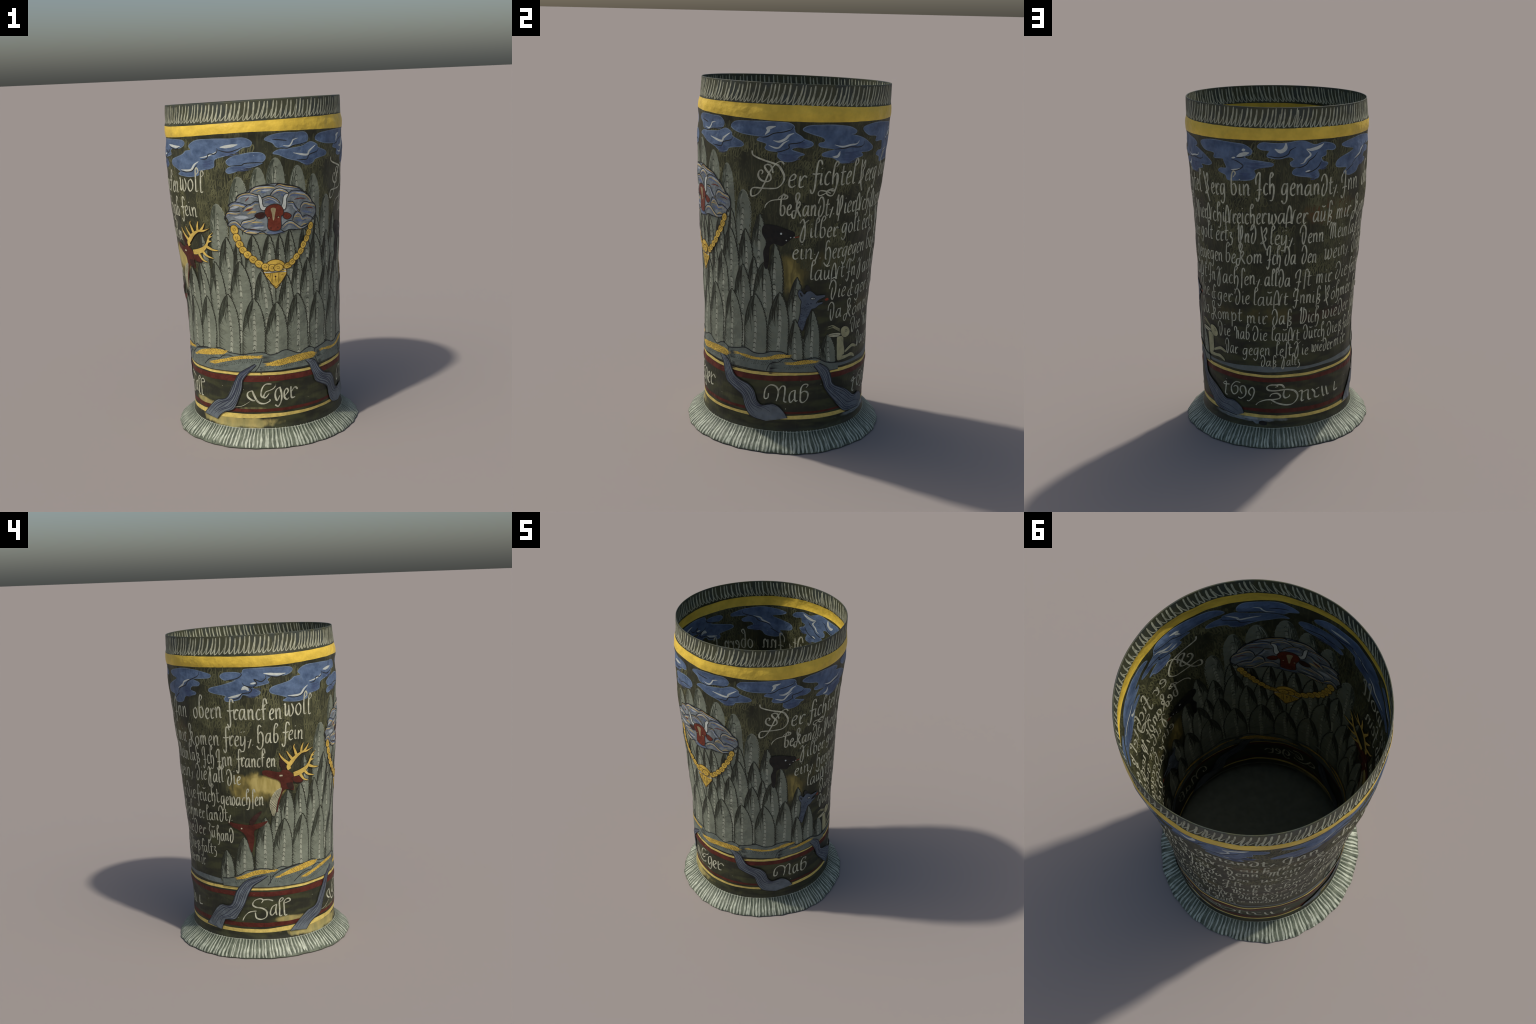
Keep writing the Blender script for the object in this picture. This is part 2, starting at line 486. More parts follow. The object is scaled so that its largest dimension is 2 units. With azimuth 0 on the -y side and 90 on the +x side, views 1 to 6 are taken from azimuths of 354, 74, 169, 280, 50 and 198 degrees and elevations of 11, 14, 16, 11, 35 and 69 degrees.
# ------------------------------------------------------------------ control points of the painted motifs (degrees, centimetres)
CLOUDS = [
    dict(body=[[(-50, 175.7), (-44, 178.6), (-33, 179.3), (-22.4, 179.3), (-13.3, 179.5), (-8.2, 177.3), (-9.1, 174.8), (-13.6, 174.1), (-18.1, 171.5), (-24.4, 169.9), (-31, 167.9), (-32.1, 163.7), (-38.5, 162.3), (-42.8, 161.5), (-43.6, 159), (-52.4, 158), (-61.6, 159), (-59, 160.9), (-69.1, 164), (-68.2, 167.3), (-56.8, 170.3), (-53, 172.5), (-48.4, 173.3)]],
         white=[(14.1, [(-27.4, 174.7), (-21.9, 175.1), (-16.5, 175.9)]), (5.5, [(-41.6, 168.9), (-36.9, 169.6), (-31.6, 171.3), (-29.1, 172.7)]), (10.2, [(-58.2, 161.7), (-49.6, 161.7), (-46, 164.9), (-42.7, 166.8)])],
         line=[[(-41.2, 167.8), (-36.5, 168.6), (-35, 171), (-30.8, 171), (-29.1, 173), (-29.5, 174.2)], [(-29.1, 173.4), (-22, 171.9), (-13.5, 174.4)], [(-59, 161.3), (-54.4, 160.6), (-48.5, 161.3), (-45.1, 163.9), (-43.4, 165)]],
         under=[[(-28.3, 173), (-14.4, 170.4)], [(-40.7, 167.5), (-31.4, 162.9)]]),
    dict(body=[[(-23.8, 166.8), (-20.5, 169.1), (-15.2, 170.4), (-9.2, 171.2), (-2.5, 170.9), (0, 168.8), (-1.2, 166.4), (-4.9, 165.6), (-12.4, 164.8), (-14.7, 163.5), (-18.5, 164.3), (-22.3, 164.7)], [(-24.1, 161.6), (-21.6, 163.6), (-13.9, 164.9), (-6.4, 165.3), (-1.6, 165.4), (-6.5, 163.6), (-12.5, 162.7), (-18.7, 160.8), (-22.6, 160.2)]],
         white=[(5.5, [(-7.3, 169.6), (-6.7, 169.6)])],
         line=[[(-21.6, 164.3), (-14.7, 164.5), (-12.4, 165.5), (-6.4, 165.6), (-1.2, 165.6)]],
         under=[[(-21.6, 164), (-5, 161.8)]]),
    dict(body=[[(-0.4, 178), (3, 180.2), (9.8, 181.2), (18.7, 181.1), (25.7, 180.8), (28.7, 178.4), (28, 175.6), (23.8, 174.2), (17.8, 174.3), (13.6, 172.8), (7.3, 173.5), (4.4, 176.1)], [(4.5, 170.3), (8.1, 172.1), (15.2, 172.4), (23.8, 173.2), (30.4, 175.1), (35.5, 173.4), (36.5, 171.6), (43.6, 168.9), (43.1, 166.8), (34.4, 165.4), (32.3, 163.5), (26.4, 162.9), (21, 165.1), (13.5, 167), (8, 169.4)]],
         white=[(6.3, [(10.9, 174.3), (14.9, 173.8), (17, 175.7), (17.8, 177), (21.2, 177.8)]), (9.4, [(17.6, 169.8), (27.3, 168.1), (29.2, 170), (32.3, 171.9), (34.4, 173.1)])],
         line=[[(7.7, 173.5), (13.6, 172.6), (17.7, 173.9), (22.9, 174.3), (28, 175.3)], [(20.1, 165.8), (27.3, 165.6), (29.2, 167.9), (35.3, 169.5), (36.5, 171.2)], [(4.4, 178), (9, 177.5), (13.7, 176.9)]],
         under=[[(23.6, 165.6), (33.4, 162.7)]]),
    dict(body=[[(34.6, 176.4), (37.3, 179.2), (44.9, 180.1), (54.2, 180.4), (62.9, 180.5), (69.9, 180.1), (72.8, 178.5), (72.3, 176.6), (67.5, 175.5), (61.9, 174.9), (57.7, 172.8), (50.2, 173), (41.2, 173.9)], [(52.3, 170.8), (55.5, 172.7), (63.3, 175), (72.2, 177.2), (73.8, 175.3), (77.4, 173.4), (78.9, 172.2), (83.3, 170.6), (83.8, 168.9), (80.1, 167.6), (75.1, 167.9), (72.4, 166.5), (79.7, 164.3), (76.9, 163.3), (74.3, 160.9), (68.7, 160.4), (64.9, 162.6), (64.8, 165.2), (59.7, 165.7), (57.4, 166.9), (58, 169.2)]],
         white=[(12.9, [(56.9, 173.7), (58.9, 176.1), (58.1, 177), (62.7, 178.2)]), (10.4, [(61.9, 171), (65.1, 170.5), (68.5, 171.9), (70.4, 173.9), (73.1, 175)]), (7.2, [(59.5, 168.3), (64.6, 167.2), (67.9, 170), (70.6, 171.4)])],
         line=[[(52.6, 172.5), (57.7, 172.6), (61.9, 174.6), (67.5, 175.5), (71.6, 176.9), (72.3, 178.5)], [(61.9, 164.8), (66.9, 165.7), (70.9, 167.4), (70.8, 169.4), (76.3, 170.2), (79.3, 171.8)]],
         under=[[(65.1, 164.9), (78.6, 161)], [(74.1, 171.1), (82.8, 168.3)]]),
    dict(body=[[(77.9, 176.7), (80.5, 178.7), (86.8, 179.3), (95.8, 179.2), (104.9, 178.3), (110.7, 176), (109.9, 174.4), (107.2, 174.2), (114, 172.5), (119.7, 170.2), (125.6, 166.3), (122.3, 164.5), (115.5, 164.4), (117, 162.6), (111.1, 161.3), (107.6, 159.5), (101.5, 159.5), (97, 162.1), (90.7, 163.2), (89.8, 164.6), (93.4, 165.8), (97.2, 166.7), (88.6, 168.2), (87.3, 169.9), (90.6, 170.8), (89.6, 172.8), (83, 174.8)]],
         white=[(7.2, [(96.9, 169), (101.9, 167.9), (106.9, 168.6), (111.5, 169), (113.2, 170.6)]), (11.2, [(96.1, 162.8), (99.3, 163), (100.6, 165.6)])],
         line=[[(96.8, 166.7), (103.7, 167.1), (107.1, 167.6), (113.9, 167.2), (117.3, 168.3), (117.2, 170)]],
         under=[[(101.5, 165.2), (116.6, 159.5)]]),
    dict(body=[[(115.7, 176.8), (121.1, 178.8), (130.7, 179.2), (142.2, 178.3), (149.3, 177.6), (153.7, 174.7), (152.9, 172.3), (149.1, 171.1), (152.1, 169.6), (159.5, 168.7), (166, 167.7), (165.2, 166), (159.3, 165.3), (154.8, 163.8), (155.4, 161.3), (153, 158.5), (145, 157.7), (137.3, 157.5), (135.7, 160.2), (130.7, 161.9), (132.4, 163.8), (137, 164.2), (135.6, 167.9), (134.8, 169.3), (128.1, 169.4), (128.2, 172.1), (120.6, 173.1)]],
         white=[(17.2, [(144.3, 170.9), (147.5, 172.1), (152.2, 173.3)]), (12.5, [(147.6, 174.5), (149.9, 174.9)]), (7.1, [(140, 163.4), (144.6, 163.8), (147.5, 164.9)]), (7.1, [(141, 170), (143.5, 170.5)])],
         line=[[(140.9, 169.3), (144.2, 168.5), (148, 166.3), (147.1, 164.8), (143.8, 163.3), (139.6, 163)], [(144.3, 170.2), (149.1, 170.8)]],
         under=[[(148.5, 168.4), (163.7, 165.3)], [(144.5, 162.3), (154.5, 158.9)]]),
    dict(body=[[(157.1, 176.8), (159.8, 178.9), (166.9, 178.5), (174.1, 178.7), (-178.6, 179.5), (-174.2, 179), (-168.7, 176.9), (-163, 177.9), (-156.8, 176.7), (-154.5, 174.4), (-156.9, 173.3), (-161.3, 173.7), (-161.8, 171), (-164.8, 169.8), (-163.9, 167.7), (-160.4, 166.3), (-162.9, 164.1), (-167.1, 163.1), (-166.2, 160.2), (-167.8, 158.3), (-173.4, 159.4), (179.7, 160.5), (177.1, 161.9), (178.2, 164), (-179.5, 164.9), (176.8, 165.8), (176.1, 167.9), (178.3, 169.5), (175.4, 171), (169.6, 170.1), (163.9, 170.8), (162.5, 172.1), (164, 174.5), (159.6, 175.1)]],
         white=[(17.2, [(167.2, 175.5), (170.4, 174.1), (173.3, 175.7), (173.7, 178.8)]), (14.1, [(-174.2, 174.9), (-171.1, 174.4), (-166.3, 175.4), (-163, 177.2)]), (7.8, [(-174.2, 174.6), (-171.6, 171.7), (-174.3, 169.5), (-175.8, 167.5), (-178, 166.9)]), (7.1, [(-175, 162.3), (-171.9, 163.1)])],
         line=[[(163.2, 171.8), (169.6, 170.7), (174.7, 172.3), (176.2, 174.6), (179.5, 176.2)], [(-167.2, 172.8), (-169.6, 170.2), (-172.7, 168.4), (-174.3, 166.4), (-178, 164.9), (178.2, 165)], [(-164.7, 167.8), (-167.1, 164.5), (-171.1, 162.4), (-175, 161.6)]],
         under=[[(-167.2, 167.3), (-160.7, 163.6)], [(-172.3, 162.1), (-167, 158.2)]]),
    dict(body=[[(-148.7, 176), (-134.5, 178.4), (-122, 178.2), (-112.2, 176.6), (-107.8, 175.3), (-108.9, 173.5), (-116.4, 173), (-121.6, 172.4), (-116.6, 170.5), (-117.9, 168.6), (-123.4, 168), (-125, 165.7), (-120.8, 164.5), (-122.2, 163), (-131, 161.7), (-134.7, 158.5), (-141.8, 157.5), (-147.6, 159.6), (-145.2, 162.1), (-153.8, 163.6), (-152.7, 167.5), (-142.8, 170.5), (-138.9, 172.3), (-146.6, 174)]],
         white=[(8.4, [(-137.8, 166.4), (-131.9, 168.7), (-130.1, 170.6), (-125, 172.3)])],
         line=[[(-139.7, 163.3), (-135.4, 166.6), (-129.3, 168.4), (-126.3, 171.2), (-120.5, 173.2), (-117.2, 174.7), (-116.5, 176.9)], [(-145.1, 159.9), (-138, 163.4)]],
         under=[[(-132.6, 166), (-121.2, 162.3)]]),
    dict(body=[[(-101.1, 174.3), (-98.4, 176.4), (-92.1, 176.7), (-86.7, 176.2), (-85, 178.3), (-75.9, 178.7), (-64.2, 178.7), (-56, 178.5), (-53.9, 176.8), (-56.3, 174.8), (-61.4, 173.7), (-68.6, 173.4), (-71.1, 171.8), (-70.1, 170), (-75.2, 168.8), (-80.6, 167.6), (-76.2, 165.3), (-77.1, 163.2), (-82.5, 162.7), (-87.1, 163.5), (-89.7, 160.7), (-97.8, 159.6), (-99.2, 161.4), (-98.2, 162.9), (-105.6, 164.2), (-109.8, 165.6), (-108.6, 167.4), (-101.6, 169), (-95.7, 170.4), (-90.9, 172.1), (-98, 172.2)]],
         white=[(10.7, [(-96.7, 161.8), (-91, 162.8), (-87.8, 164.2)]), (16.8, [(-87.6, 166.4), (-85.1, 167.7), (-83, 165.9)]), (9.2, [(-81.9, 169.8), (-78.1, 170.3)]), (12.2, [(-73.1, 175.6), (-64.5, 174.6), (-58.8, 175)])],
         line=[[(-97.2, 172), (-92.4, 172.5), (-88.5, 173.8), (-86.8, 175.5), (-88.2, 176.6)], [(-96.9, 160.4), (-90.4, 161.4), (-87, 164.2), (-82.4, 164.8), (-81.4, 166.9), (-85.8, 169.2), (-86.8, 170.6)], [(-85.8, 169.2), (-80.6, 167.9), (-77.7, 170), (-79.4, 172.5), (-75, 170.9), (-71.8, 172.9), (-72, 174.6)], [(-71.6, 174.3), (-64.7, 173.2), (-59.7, 174.3)]],
         under=[[(-85.2, 167.4), (-74.9, 162.5)]]),
]
MEDALLION = [(-26, 136.3), (-22.9, 140.6), (-23.6, 142.7), (-18.7, 144.8), (-17.8, 147.6), (-13, 149.2), (-9.9, 150.9), (-4.6, 152.8), (0.8, 153.2), (6.2, 153.6), (13.4, 152.4), (19.3, 150.9), (23.7, 148.1), (28.6, 144.8), (31.8, 141.6), (35.2, 138.4), (35.2, 134), (31.9, 130.8), (30.7, 128.7), (25.5, 126.4), (20.7, 126.2), (14.5, 126.8), (10.1, 125.7), (4.2, 124.7), (-0.6, 125), (-3.7, 126.6), (-8.6, 125.3), (-14.1, 126.2), (-17.1, 128.4), (-21, 129.8), (-25.1, 130.6), (-24.7, 133.4)]
MEDALLION_LINES = [[(-26.2, 133.7), (-26.3, 136.4), (-24.2, 138.7), (-19.4, 138.5), (-16.4, 139)],
    [(-23.4, 142.1), (-21.1, 144), (-18.1, 144), (-14.8, 143.2), (-11.9, 142.3), (-9, 143), (-7.3, 144.1), (-4.8, 144)],
    [(-19.1, 145.1), (-17.5, 147.4), (-14.6, 148.8), (-10.4, 149.1), (-6.8, 148.2), (-4.7, 147.6)],
    [(-10.8, 149.1), (-8.3, 151.6), (-5, 152.6), (0.8, 152.7), (5.3, 152.1)],
    [(-15, 140.1), (-11.9, 142), (-9.4, 142.6)],
    [(-2.7, 146.1), (0.6, 147.1), (3.9, 146.4), (6.9, 144.5), (8.6, 142.5)],
    [(2.3, 147.4), (4.9, 149.9), (8.3, 150.8), (12.6, 149.3), (14.3, 147.7)],
    [(13.4, 147), (17.1, 149), (22.8, 148.1), (26.8, 147), (30.1, 144), (31.9, 140.8)],
    [(13.5, 142.9), (17.1, 142.6), (18.6, 140.5), (20.9, 138), (22.4, 136.7)],
    [(22.4, 137.1), (23.4, 140.1), (25.9, 141.8), (30.3, 140.6), (34.3, 139.4), (35.5, 134.9), (34.9, 132.6), (33.1, 130.5)],
    [(16.9, 131.9), (17.9, 135.2), (20.4, 136.9), (22.8, 135.5), (24.3, 133.4), (28, 133.8), (31.9, 132.2), (33.1, 130.2)],
    [(5.7, 152.1), (7.9, 153.4), (11.7, 152.4), (18, 151.2), (21.8, 150.1), (24.8, 148)],
    [(-25.4, 130.9), (-23.4, 133.1), (-20.4, 133.5), (-18.5, 132.4), (-17, 130.9), (-15.5, 133.1), (-12.6, 133.8), (-8.5, 134.7), (-6.7, 136.1)],
    [(-17.4, 130.9), (-14.7, 129), (-10.7, 128.2), (-6.7, 127.7), (-2.6, 127.1), (-0.9, 127.8)],
    [(-16.3, 125.4), (-16.1, 127.2), (-14, 128.3), (-11.5, 128.6)],
    [(9.2, 129.3), (12.8, 131.6), (16.3, 131.5), (19.9, 129.2), (22.7, 127.6), (25.6, 127.8), (28.3, 128.7)],
    [(8.6, 127.2), (10.7, 125.9), (13.8, 126.8), (17.4, 126.1), (20.7, 126.5)],
    [(-27.1, 134.6), (-25.3, 137.9), (-23.1, 138.7)],
    [(-25.4, 130.9), (-26, 133.1), (-27.1, 134.6)]]
MEDALLION_YELLOW = [(10.5, [(-5.9, 149.3), (-2.6, 151), (1.6, 151.4), (5.3, 151.3)]), (6.3, [(6.1, 151.3), (9.1, 150.7), (12.1, 149.8)]), (10.5, [(-12.3, 137), (-9.3, 138.1), (-6.3, 138.3)]), (4.2, [(-1.9, 145), (1.4, 145.6), (3.9, 144.7)]), (8.0, [(-15.7, 131.2), (-10.3, 132.2), (-3, 132.1)]), (8.8, [(-13.8, 126.1), (-10.4, 126.5), (-6.7, 126.8)]), (6.4, [(22.8, 127.7), (25.3, 128.9), (28.1, 128.6)]), (8.0, [(-9.8, 137.7), (-6.6, 138)]), (5.1, [(17.8, 133.2), (20, 133.9), (22.3, 133.1)]), (4.0, [(10.1, 129.8), (14, 130.2), (18, 129)])]
MEDALLION_RED = [(10.5, [(-8.7, 150.9), (-5, 151.7), (-1.7, 151.7)]), (12.7, [(5.7, 152.1), (7.4, 153.1), (10.9, 152.1), (15.7, 150.6), (18.5, 151.2)]), (5.1, [(-13.1, 144.3), (-10.5, 146.6)]), (10.5, [(-14.6, 139.4), (-11.3, 139.3), (-8.3, 140.3)]), (3.8, [(0.2, 144.7), (3.1, 145.1)]), (5.5, [(18, 143.6), (22.8, 144), (26.9, 143.2)]), (5.8, [(26.7, 138), (30.4, 137.9), (33.5, 137)]), (6.4, [(20.1, 136), (21.2, 134.7)]), (3.6, [(-14, 127.9), (-10.7, 128.4), (-5.4, 127.6)]), (4.2, [(2.7, 147.9), (6.1, 148.3), (7.8, 148)]), (4.5, [(26.6, 133), (29.1, 133), (30.8, 132.2)])]
MEDALLION_BLUE = [(17.7, [(-3.4, 149.2), (0.7, 149.7)]), (19.0, [(15.2, 146.1), (22.8, 146.3), (27.9, 145)]), (19.0, [(-1.1, 143.4), (7.3, 143.3)]), (13.7, [(-21.2, 140.5), (-20.1, 139.4)]), (13.7, [(-10.5, 130.4), (-2.4, 130.1)]), (17.7, [(19.2, 131.6), (27, 131.1)]), (14.5, [(29.1, 139.5), (33.5, 138.7)]), (20.1, [(-1.1, 126.1), (7.2, 125.8), (10.7, 125.4)]), (16.9, [(9.1, 147.3), (11.2, 146.4)]), (12.9, [(23.9, 136.5), (32.1, 134.7)])]
MEDALLION_WHITE = [(17.7, [(-14.6, 146.9), (-8.4, 147.9), (-5.1, 147.4)]), (14.3, [(-22.7, 140.2), (-16.1, 142.1)]), (20.9, [(-20.2, 135.3), (-11.6, 135.2)]), (10.4, [(-10.6, 128.9), (-2, 129.3)]), (9.6, [(12.7, 131), (17.7, 130.3)]), (17.7, [(17.1, 140.7), (19.9, 138.1)]), (21.1, [(-10.3, 140.8), (-7.8, 142.6)]), (12.7, [(-2.6, 149.9), (3.2, 150.3)])]
OX_HEAD = [(-1.4, 137.4), (-0.5, 139.9), (1.2, 141.2), (4, 142), (7.3, 141.8), (9.7, 140.3), (10.9, 137.7), (10.4, 135.5), (9, 134.5), (8.8, 129.4), (7.8, 127.2), (4.4, 126.7), (1.1, 127.5), (-0, 129.2), (0.5, 133.6), (-0.7, 135.9)]
OX_EAR_LEFT = [(-7.6, 135.8), (-6.2, 137.2), (-3.4, 137.8), (-1.4, 137.4), (-1.2, 135.5), (-2.9, 134.3), (-5.3, 134.2)]
OX_EAR_RIGHT = [(11, 136.6), (13.4, 136.6), (16.2, 134.7), (14.1, 132.8), (11.5, 133.2), (10.3, 134.8)]
OX_BLAZE = [(2.7, 139.7), (5.8, 139.5), (5.2, 136.2), (4.4, 133), (3.7, 133), (3.2, 136.7)]
OX_EYES = [(1.2, 134.3), (7.3, 134.3)]
OX_HORN_LEFT = [(-5.1, 147.8), (-3.9, 147.5), (-2.7, 145.4), (-2.4, 142.7), (-1.6, 141), (0.1, 140.7), (-1.3, 138.9), (-2.9, 139), (-4.1, 140.9), (-4.6, 144)]
OX_HORN_RIGHT = [(14.1, 147), (12.8, 144.4), (12.8, 141.4), (12.1, 138.8), (10.3, 138.5), (9.5, 140.1), (10.4, 142.7), (10.8, 145.7), (12.1, 147.1)]
CHAIN = [(-21.3, 128.2), (-20.1, 123.5), (-18.6, 119.8), (-16.8, 116.5), (-14, 113.7), (-10.7, 110.8), (-7.1, 108.1), (-3.1, 106.2), (1.3, 105.4), (5.4, 105.3), (12.1, 106.1), (15.2, 108), (18.4, 110.7), (21.7, 113.7), (23.9, 117.2), (26.6, 120.5), (28.6, 123.8), (30.3, 127.3)]
PADLOCK = [(-4.6, 103.8), (-3, 107.5), (0.1, 109.6), (4.4, 110.1), (8.3, 108.8), (10.5, 106.2), (10.9, 102), (10.4, 100.6), (8, 97.8), (5.1, 94.6), (3.2, 93.2), (1.2, 94.9), (-1.2, 98), (-3.5, 100.8), (-4.2, 102.7)]
PADLOCK_BAR = [(-4.2, 102.9), (3.1, 102.9), (10.7, 102.6)]
PADLOCK_BAR2 = [(7.1, 104.1), (10.6, 103.8)]
KEYHOLE = [(3.1, 100.2), (2.9, 97.8)]
STAG_HEAD = [(-77.6, 116.2), (-76.7, 117.4), (-73.5, 117.4), (-69.6, 116.6), (-66.7, 116), (-64.5, 116.2), (-63.8, 117.2), (-61.5, 117.2), (-58.5, 115.8), (-56.2, 114), (-55, 111.9), (-55.5, 109.4), (-56.1, 108.8), (-55.5, 106.5), (-55.1, 104.6), (-56, 103.7), (-58.7, 104.6), (-61.8, 104.9), (-63.8, 103.2), (-65, 100.4), (-66.2, 97.3), (-67.1, 94.1), (-67.9, 90.9), (-68.5, 91.3), (-67.8, 95.4), (-66.9, 98.9), (-64.9, 102.6), (-64.8, 105.8), (-65.1, 109.1), (-67.3, 111.2), (-70.5, 112.3), (-74.7, 113.9), (-77.1, 114.9)]
STAG_EAR_UP = [(-65.4, 124), (-64.7, 124.6), (-62.9, 123.2), (-61.4, 120.5), (-61.1, 117.6), (-63.4, 117.2), (-64.8, 118.9), (-65.7, 121.5)]
STAG_EAR_BACK = [(-56.6, 111.5), (-53, 112.3), (-50.1, 111.7), (-47.9, 109.2), (-49.2, 108), (-53, 108.2), (-55.5, 109.4)]
STAG_SHADE = [(-61, 108.4), (-58.7, 108.8), (-56.3, 108.5), (-55.5, 104.6), (-57.2, 104.3), (-59.5, 105.2)]
STAG_EYE = [(-65.2, 113.6), (-64.1, 113.4)]
STAG_RUFF = [(-64.4, 106.1), (-68.6, 104.3), (-71.6, 100.8), (-73.3, 96.2), (-72.4, 91.4), (-70.9, 88.4), (-69.6, 89.8), (-68.6, 93.4), (-67.6, 97.7), (-65.4, 102.2)]
DOE_HEAD = [(-104.6, 85.2), (-99, 84.3), (-93.5, 83.7), (-88.2, 83.4), (-81.1, 84.4), (-74.9, 85.7), (-77.6, 83.1), (-81.2, 81.3), (-84.9, 79.4), (-85.3, 73.2), (-86.5, 68.6), (-87.6, 65.5), (-89.2, 68.6), (-90.6, 74), (-93.1, 77.9), (-96.6, 80.1), (-101.1, 81.9)]
DOE_EAR = [(-88, 85.7), (-84.3, 89.5), (-78.9, 92.1), (-81.7, 87.9), (-86.4, 83)]
DOE_EYE = [(-94.7, 81), (-93.7, 81)]
BEAR_HEAD = [(57, 124.1), (58.2, 126), (61.3, 126.5), (66, 126.1), (69.8, 124.9), (75.9, 123.3), (77.1, 121.2), (74.5, 118.8), (71.5, 116.6), (69.2, 115.2), (66.1, 116.1), (63.8, 116.3), (61.8, 114.1), (61.5, 109.2), (61.1, 104.9), (59.9, 102), (58.4, 103.3), (58.2, 107), (57.8, 111.7), (59.8, 116.7), (58.2, 119.4), (57, 121.4)]
BEAR_MARKS = [(68.7, 121.9), (74.5, 120), (71.9, 118.4), (76.6, 120.2)]
BEAR_TONGUE = [(76.9, 120.1), (78.3, 120.3), (79.6, 120.6)]
WOLF = [(79.9, 89), (80.5, 91), (81.4, 91.3), (82.8, 90.1), (84.2, 88.7), (85.8, 90.1), (88.1, 90.4), (90.2, 89.3), (92.4, 87.7), (95.2, 87.7), (98.1, 87.6), (98.5, 86.7), (97.5, 86.1), (94.3, 85), (93.3, 83.6), (96.9, 83.7), (96.6, 82.8), (94.2, 81.9), (92.1, 80.5), (89.4, 79.8), (87.9, 77), (86.3, 74.4), (85.5, 71.5), (84, 68.1), (82.6, 69), (80.7, 72.2), (81.2, 74.3), (82, 78.1), (82.1, 82.4), (82.4, 84.7), (81, 86.7)]
WOLF_HORN = [(84.4, 91), (84.9, 93.5), (86.2, 93.8), (87.7, 92.3), (88.4, 90.5), (86.4, 90.3)]
WOLF_EAR = [(81.5, 89.6), (82, 88.4), (82.9, 87.6)]
WOLF_EYE = [(88.3, 86), (90, 86.6), (91.8, 85.8), (90.1, 85.4)]
WOLF_MOUTH = [(98.6, 85.8), (96.8, 85.1), (94.3, 84.9), (92.8, 83.7), (92.5, 83)]
WOLF_TONGUE = [(98.3, 84.7), (100.1, 85.7), (101.5, 84.7), (99.9, 84)]
HARE_HEAD = [(112.7, 64.6), (113.2, 66.6), (115.7, 67.4), (119.4, 66.4), (121.6, 64.2), (121.6, 62.1), (119.5, 60.7), (116.4, 60.7), (113.8, 62.4)]
HARE_EAR = [(102, 64.1), (105.2, 64.9), (112.2, 64.1), (112.6, 62.6), (109.3, 62.2), (104.1, 62.9)]
HARE_EAR2 = [(101.7, 68.8), (105.3, 69.3), (108.3, 68), (112, 66.2)]
HARE_BODY = [(109.7, 62.1), (112.9, 62.2), (115.9, 61.1), (116.4, 56.8), (117.2, 53.7), (117, 51), (115, 50.5), (120.2, 50.4), (124.2, 50.7), (128.3, 48.6), (128.5, 47), (125.1, 48.1), (122.1, 48.5), (115.3, 48), (111, 48.3), (110.1, 53.4), (109.7, 58)]
HARE_ARM = [(117.3, 52.8), (120.8, 54.5), (125.4, 55.6), (130.4, 53.6), (129.1, 52.6), (125.1, 53.6), (121.1, 52.6), (117.9, 51.7)]
HARE_EYE = [(117, 64.8), (118, 65.2), (119.1, 64.3), (118.1, 63.7), (117, 64.6)]
ANTLERS = [(19.3, [(-58.5, 117.1), (-59.2, 119), (-56.9, 121.4), (-53.7, 124.2), (-48.7, 126.5), (-44.3, 126.9), (-39.1, 128.5)]),
    (15.4, [(-58.4, 120.2), (-61.8, 122.8), (-64.3, 125.2), (-65.7, 127.6)]),
    (14.5, [(-56, 122.9), (-58.7, 126), (-60.5, 128.6)]),
    (14.5, [(-53.2, 125.7), (-54.4, 128.7), (-55.2, 130.6), (-54.4, 132.2)]),
    (14.5, [(-49.1, 126.9), (-48.7, 129.6), (-47.4, 132.4)]),
    (12.9, [(-46.5, 126.9), (-44.3, 129.1), (-42.5, 131.5)]),
    (22.5, [(-55.4, 113.6), (-50.9, 114.3), (-46.1, 116), (-42.9, 118.5), (-41, 121.4), (-39.6, 124.1), (-36.5, 126.2)]),
    (14.5, [(-42.4, 117.7), (-38, 116.2), (-33.6, 115.9)]),
    (14.5, [(-46.6, 115.1), (-43.4, 112.4), (-37.9, 111)]),
    (14.5, [(-50.1, 113), (-47, 109.7), (-43.1, 108.5)]),
    (9.6, [(-41, 120.8), (-38, 121.3)]),
    (9.6, [(-40.3, 123.2), (-37.5, 124.1)])]
HILL_TOP = [(-112.3, 47.9), (-105.4, 48.5), (-99.8, 50.2), (-96.1, 51.7), (-92.9, 53.5), (-86.3, 54.4), (-82.3, 55.2), (-76.4, 55), (-70.9, 53.8), (-68.9, 54.9), (-65.2, 55.7), (-61.1, 55), (-56.7, 55.7), (-51.6, 56.1), (-67.4, 53.3), (-60.8, 54.9), (-53, 55.8), (-46.5, 56), (-41.1, 57.1), (-37, 56.4), (-33, 55), (-27.6, 54.5), (-22.3, 54.1), (-16.1, 55.1), (-10.1, 55.2), (-6.7, 54.7), (-3.8, 53.7), (1.3, 54.3), (5.4, 55.7), (9.6, 55.7), (14.3, 53.9), (18.7, 52.9), (23.4, 54.8), (27.8, 55.2), (31.6, 53.4), (31.8, 53.6), (37.9, 54.4), (43.8, 55.7), (47.2, 55.4), (51.5, 53.9), (57.7, 53.8), (63.6, 55.5), (70.3, 55.7), (74.2, 54.4), (77.2, 52.3), (79.6, 50.8), (84, 51.1), (89, 51.5), (93.6, 51.8), (97.3, 50.6), (100.7, 49), (106.6, 47.6), (111.7, 47.3)]
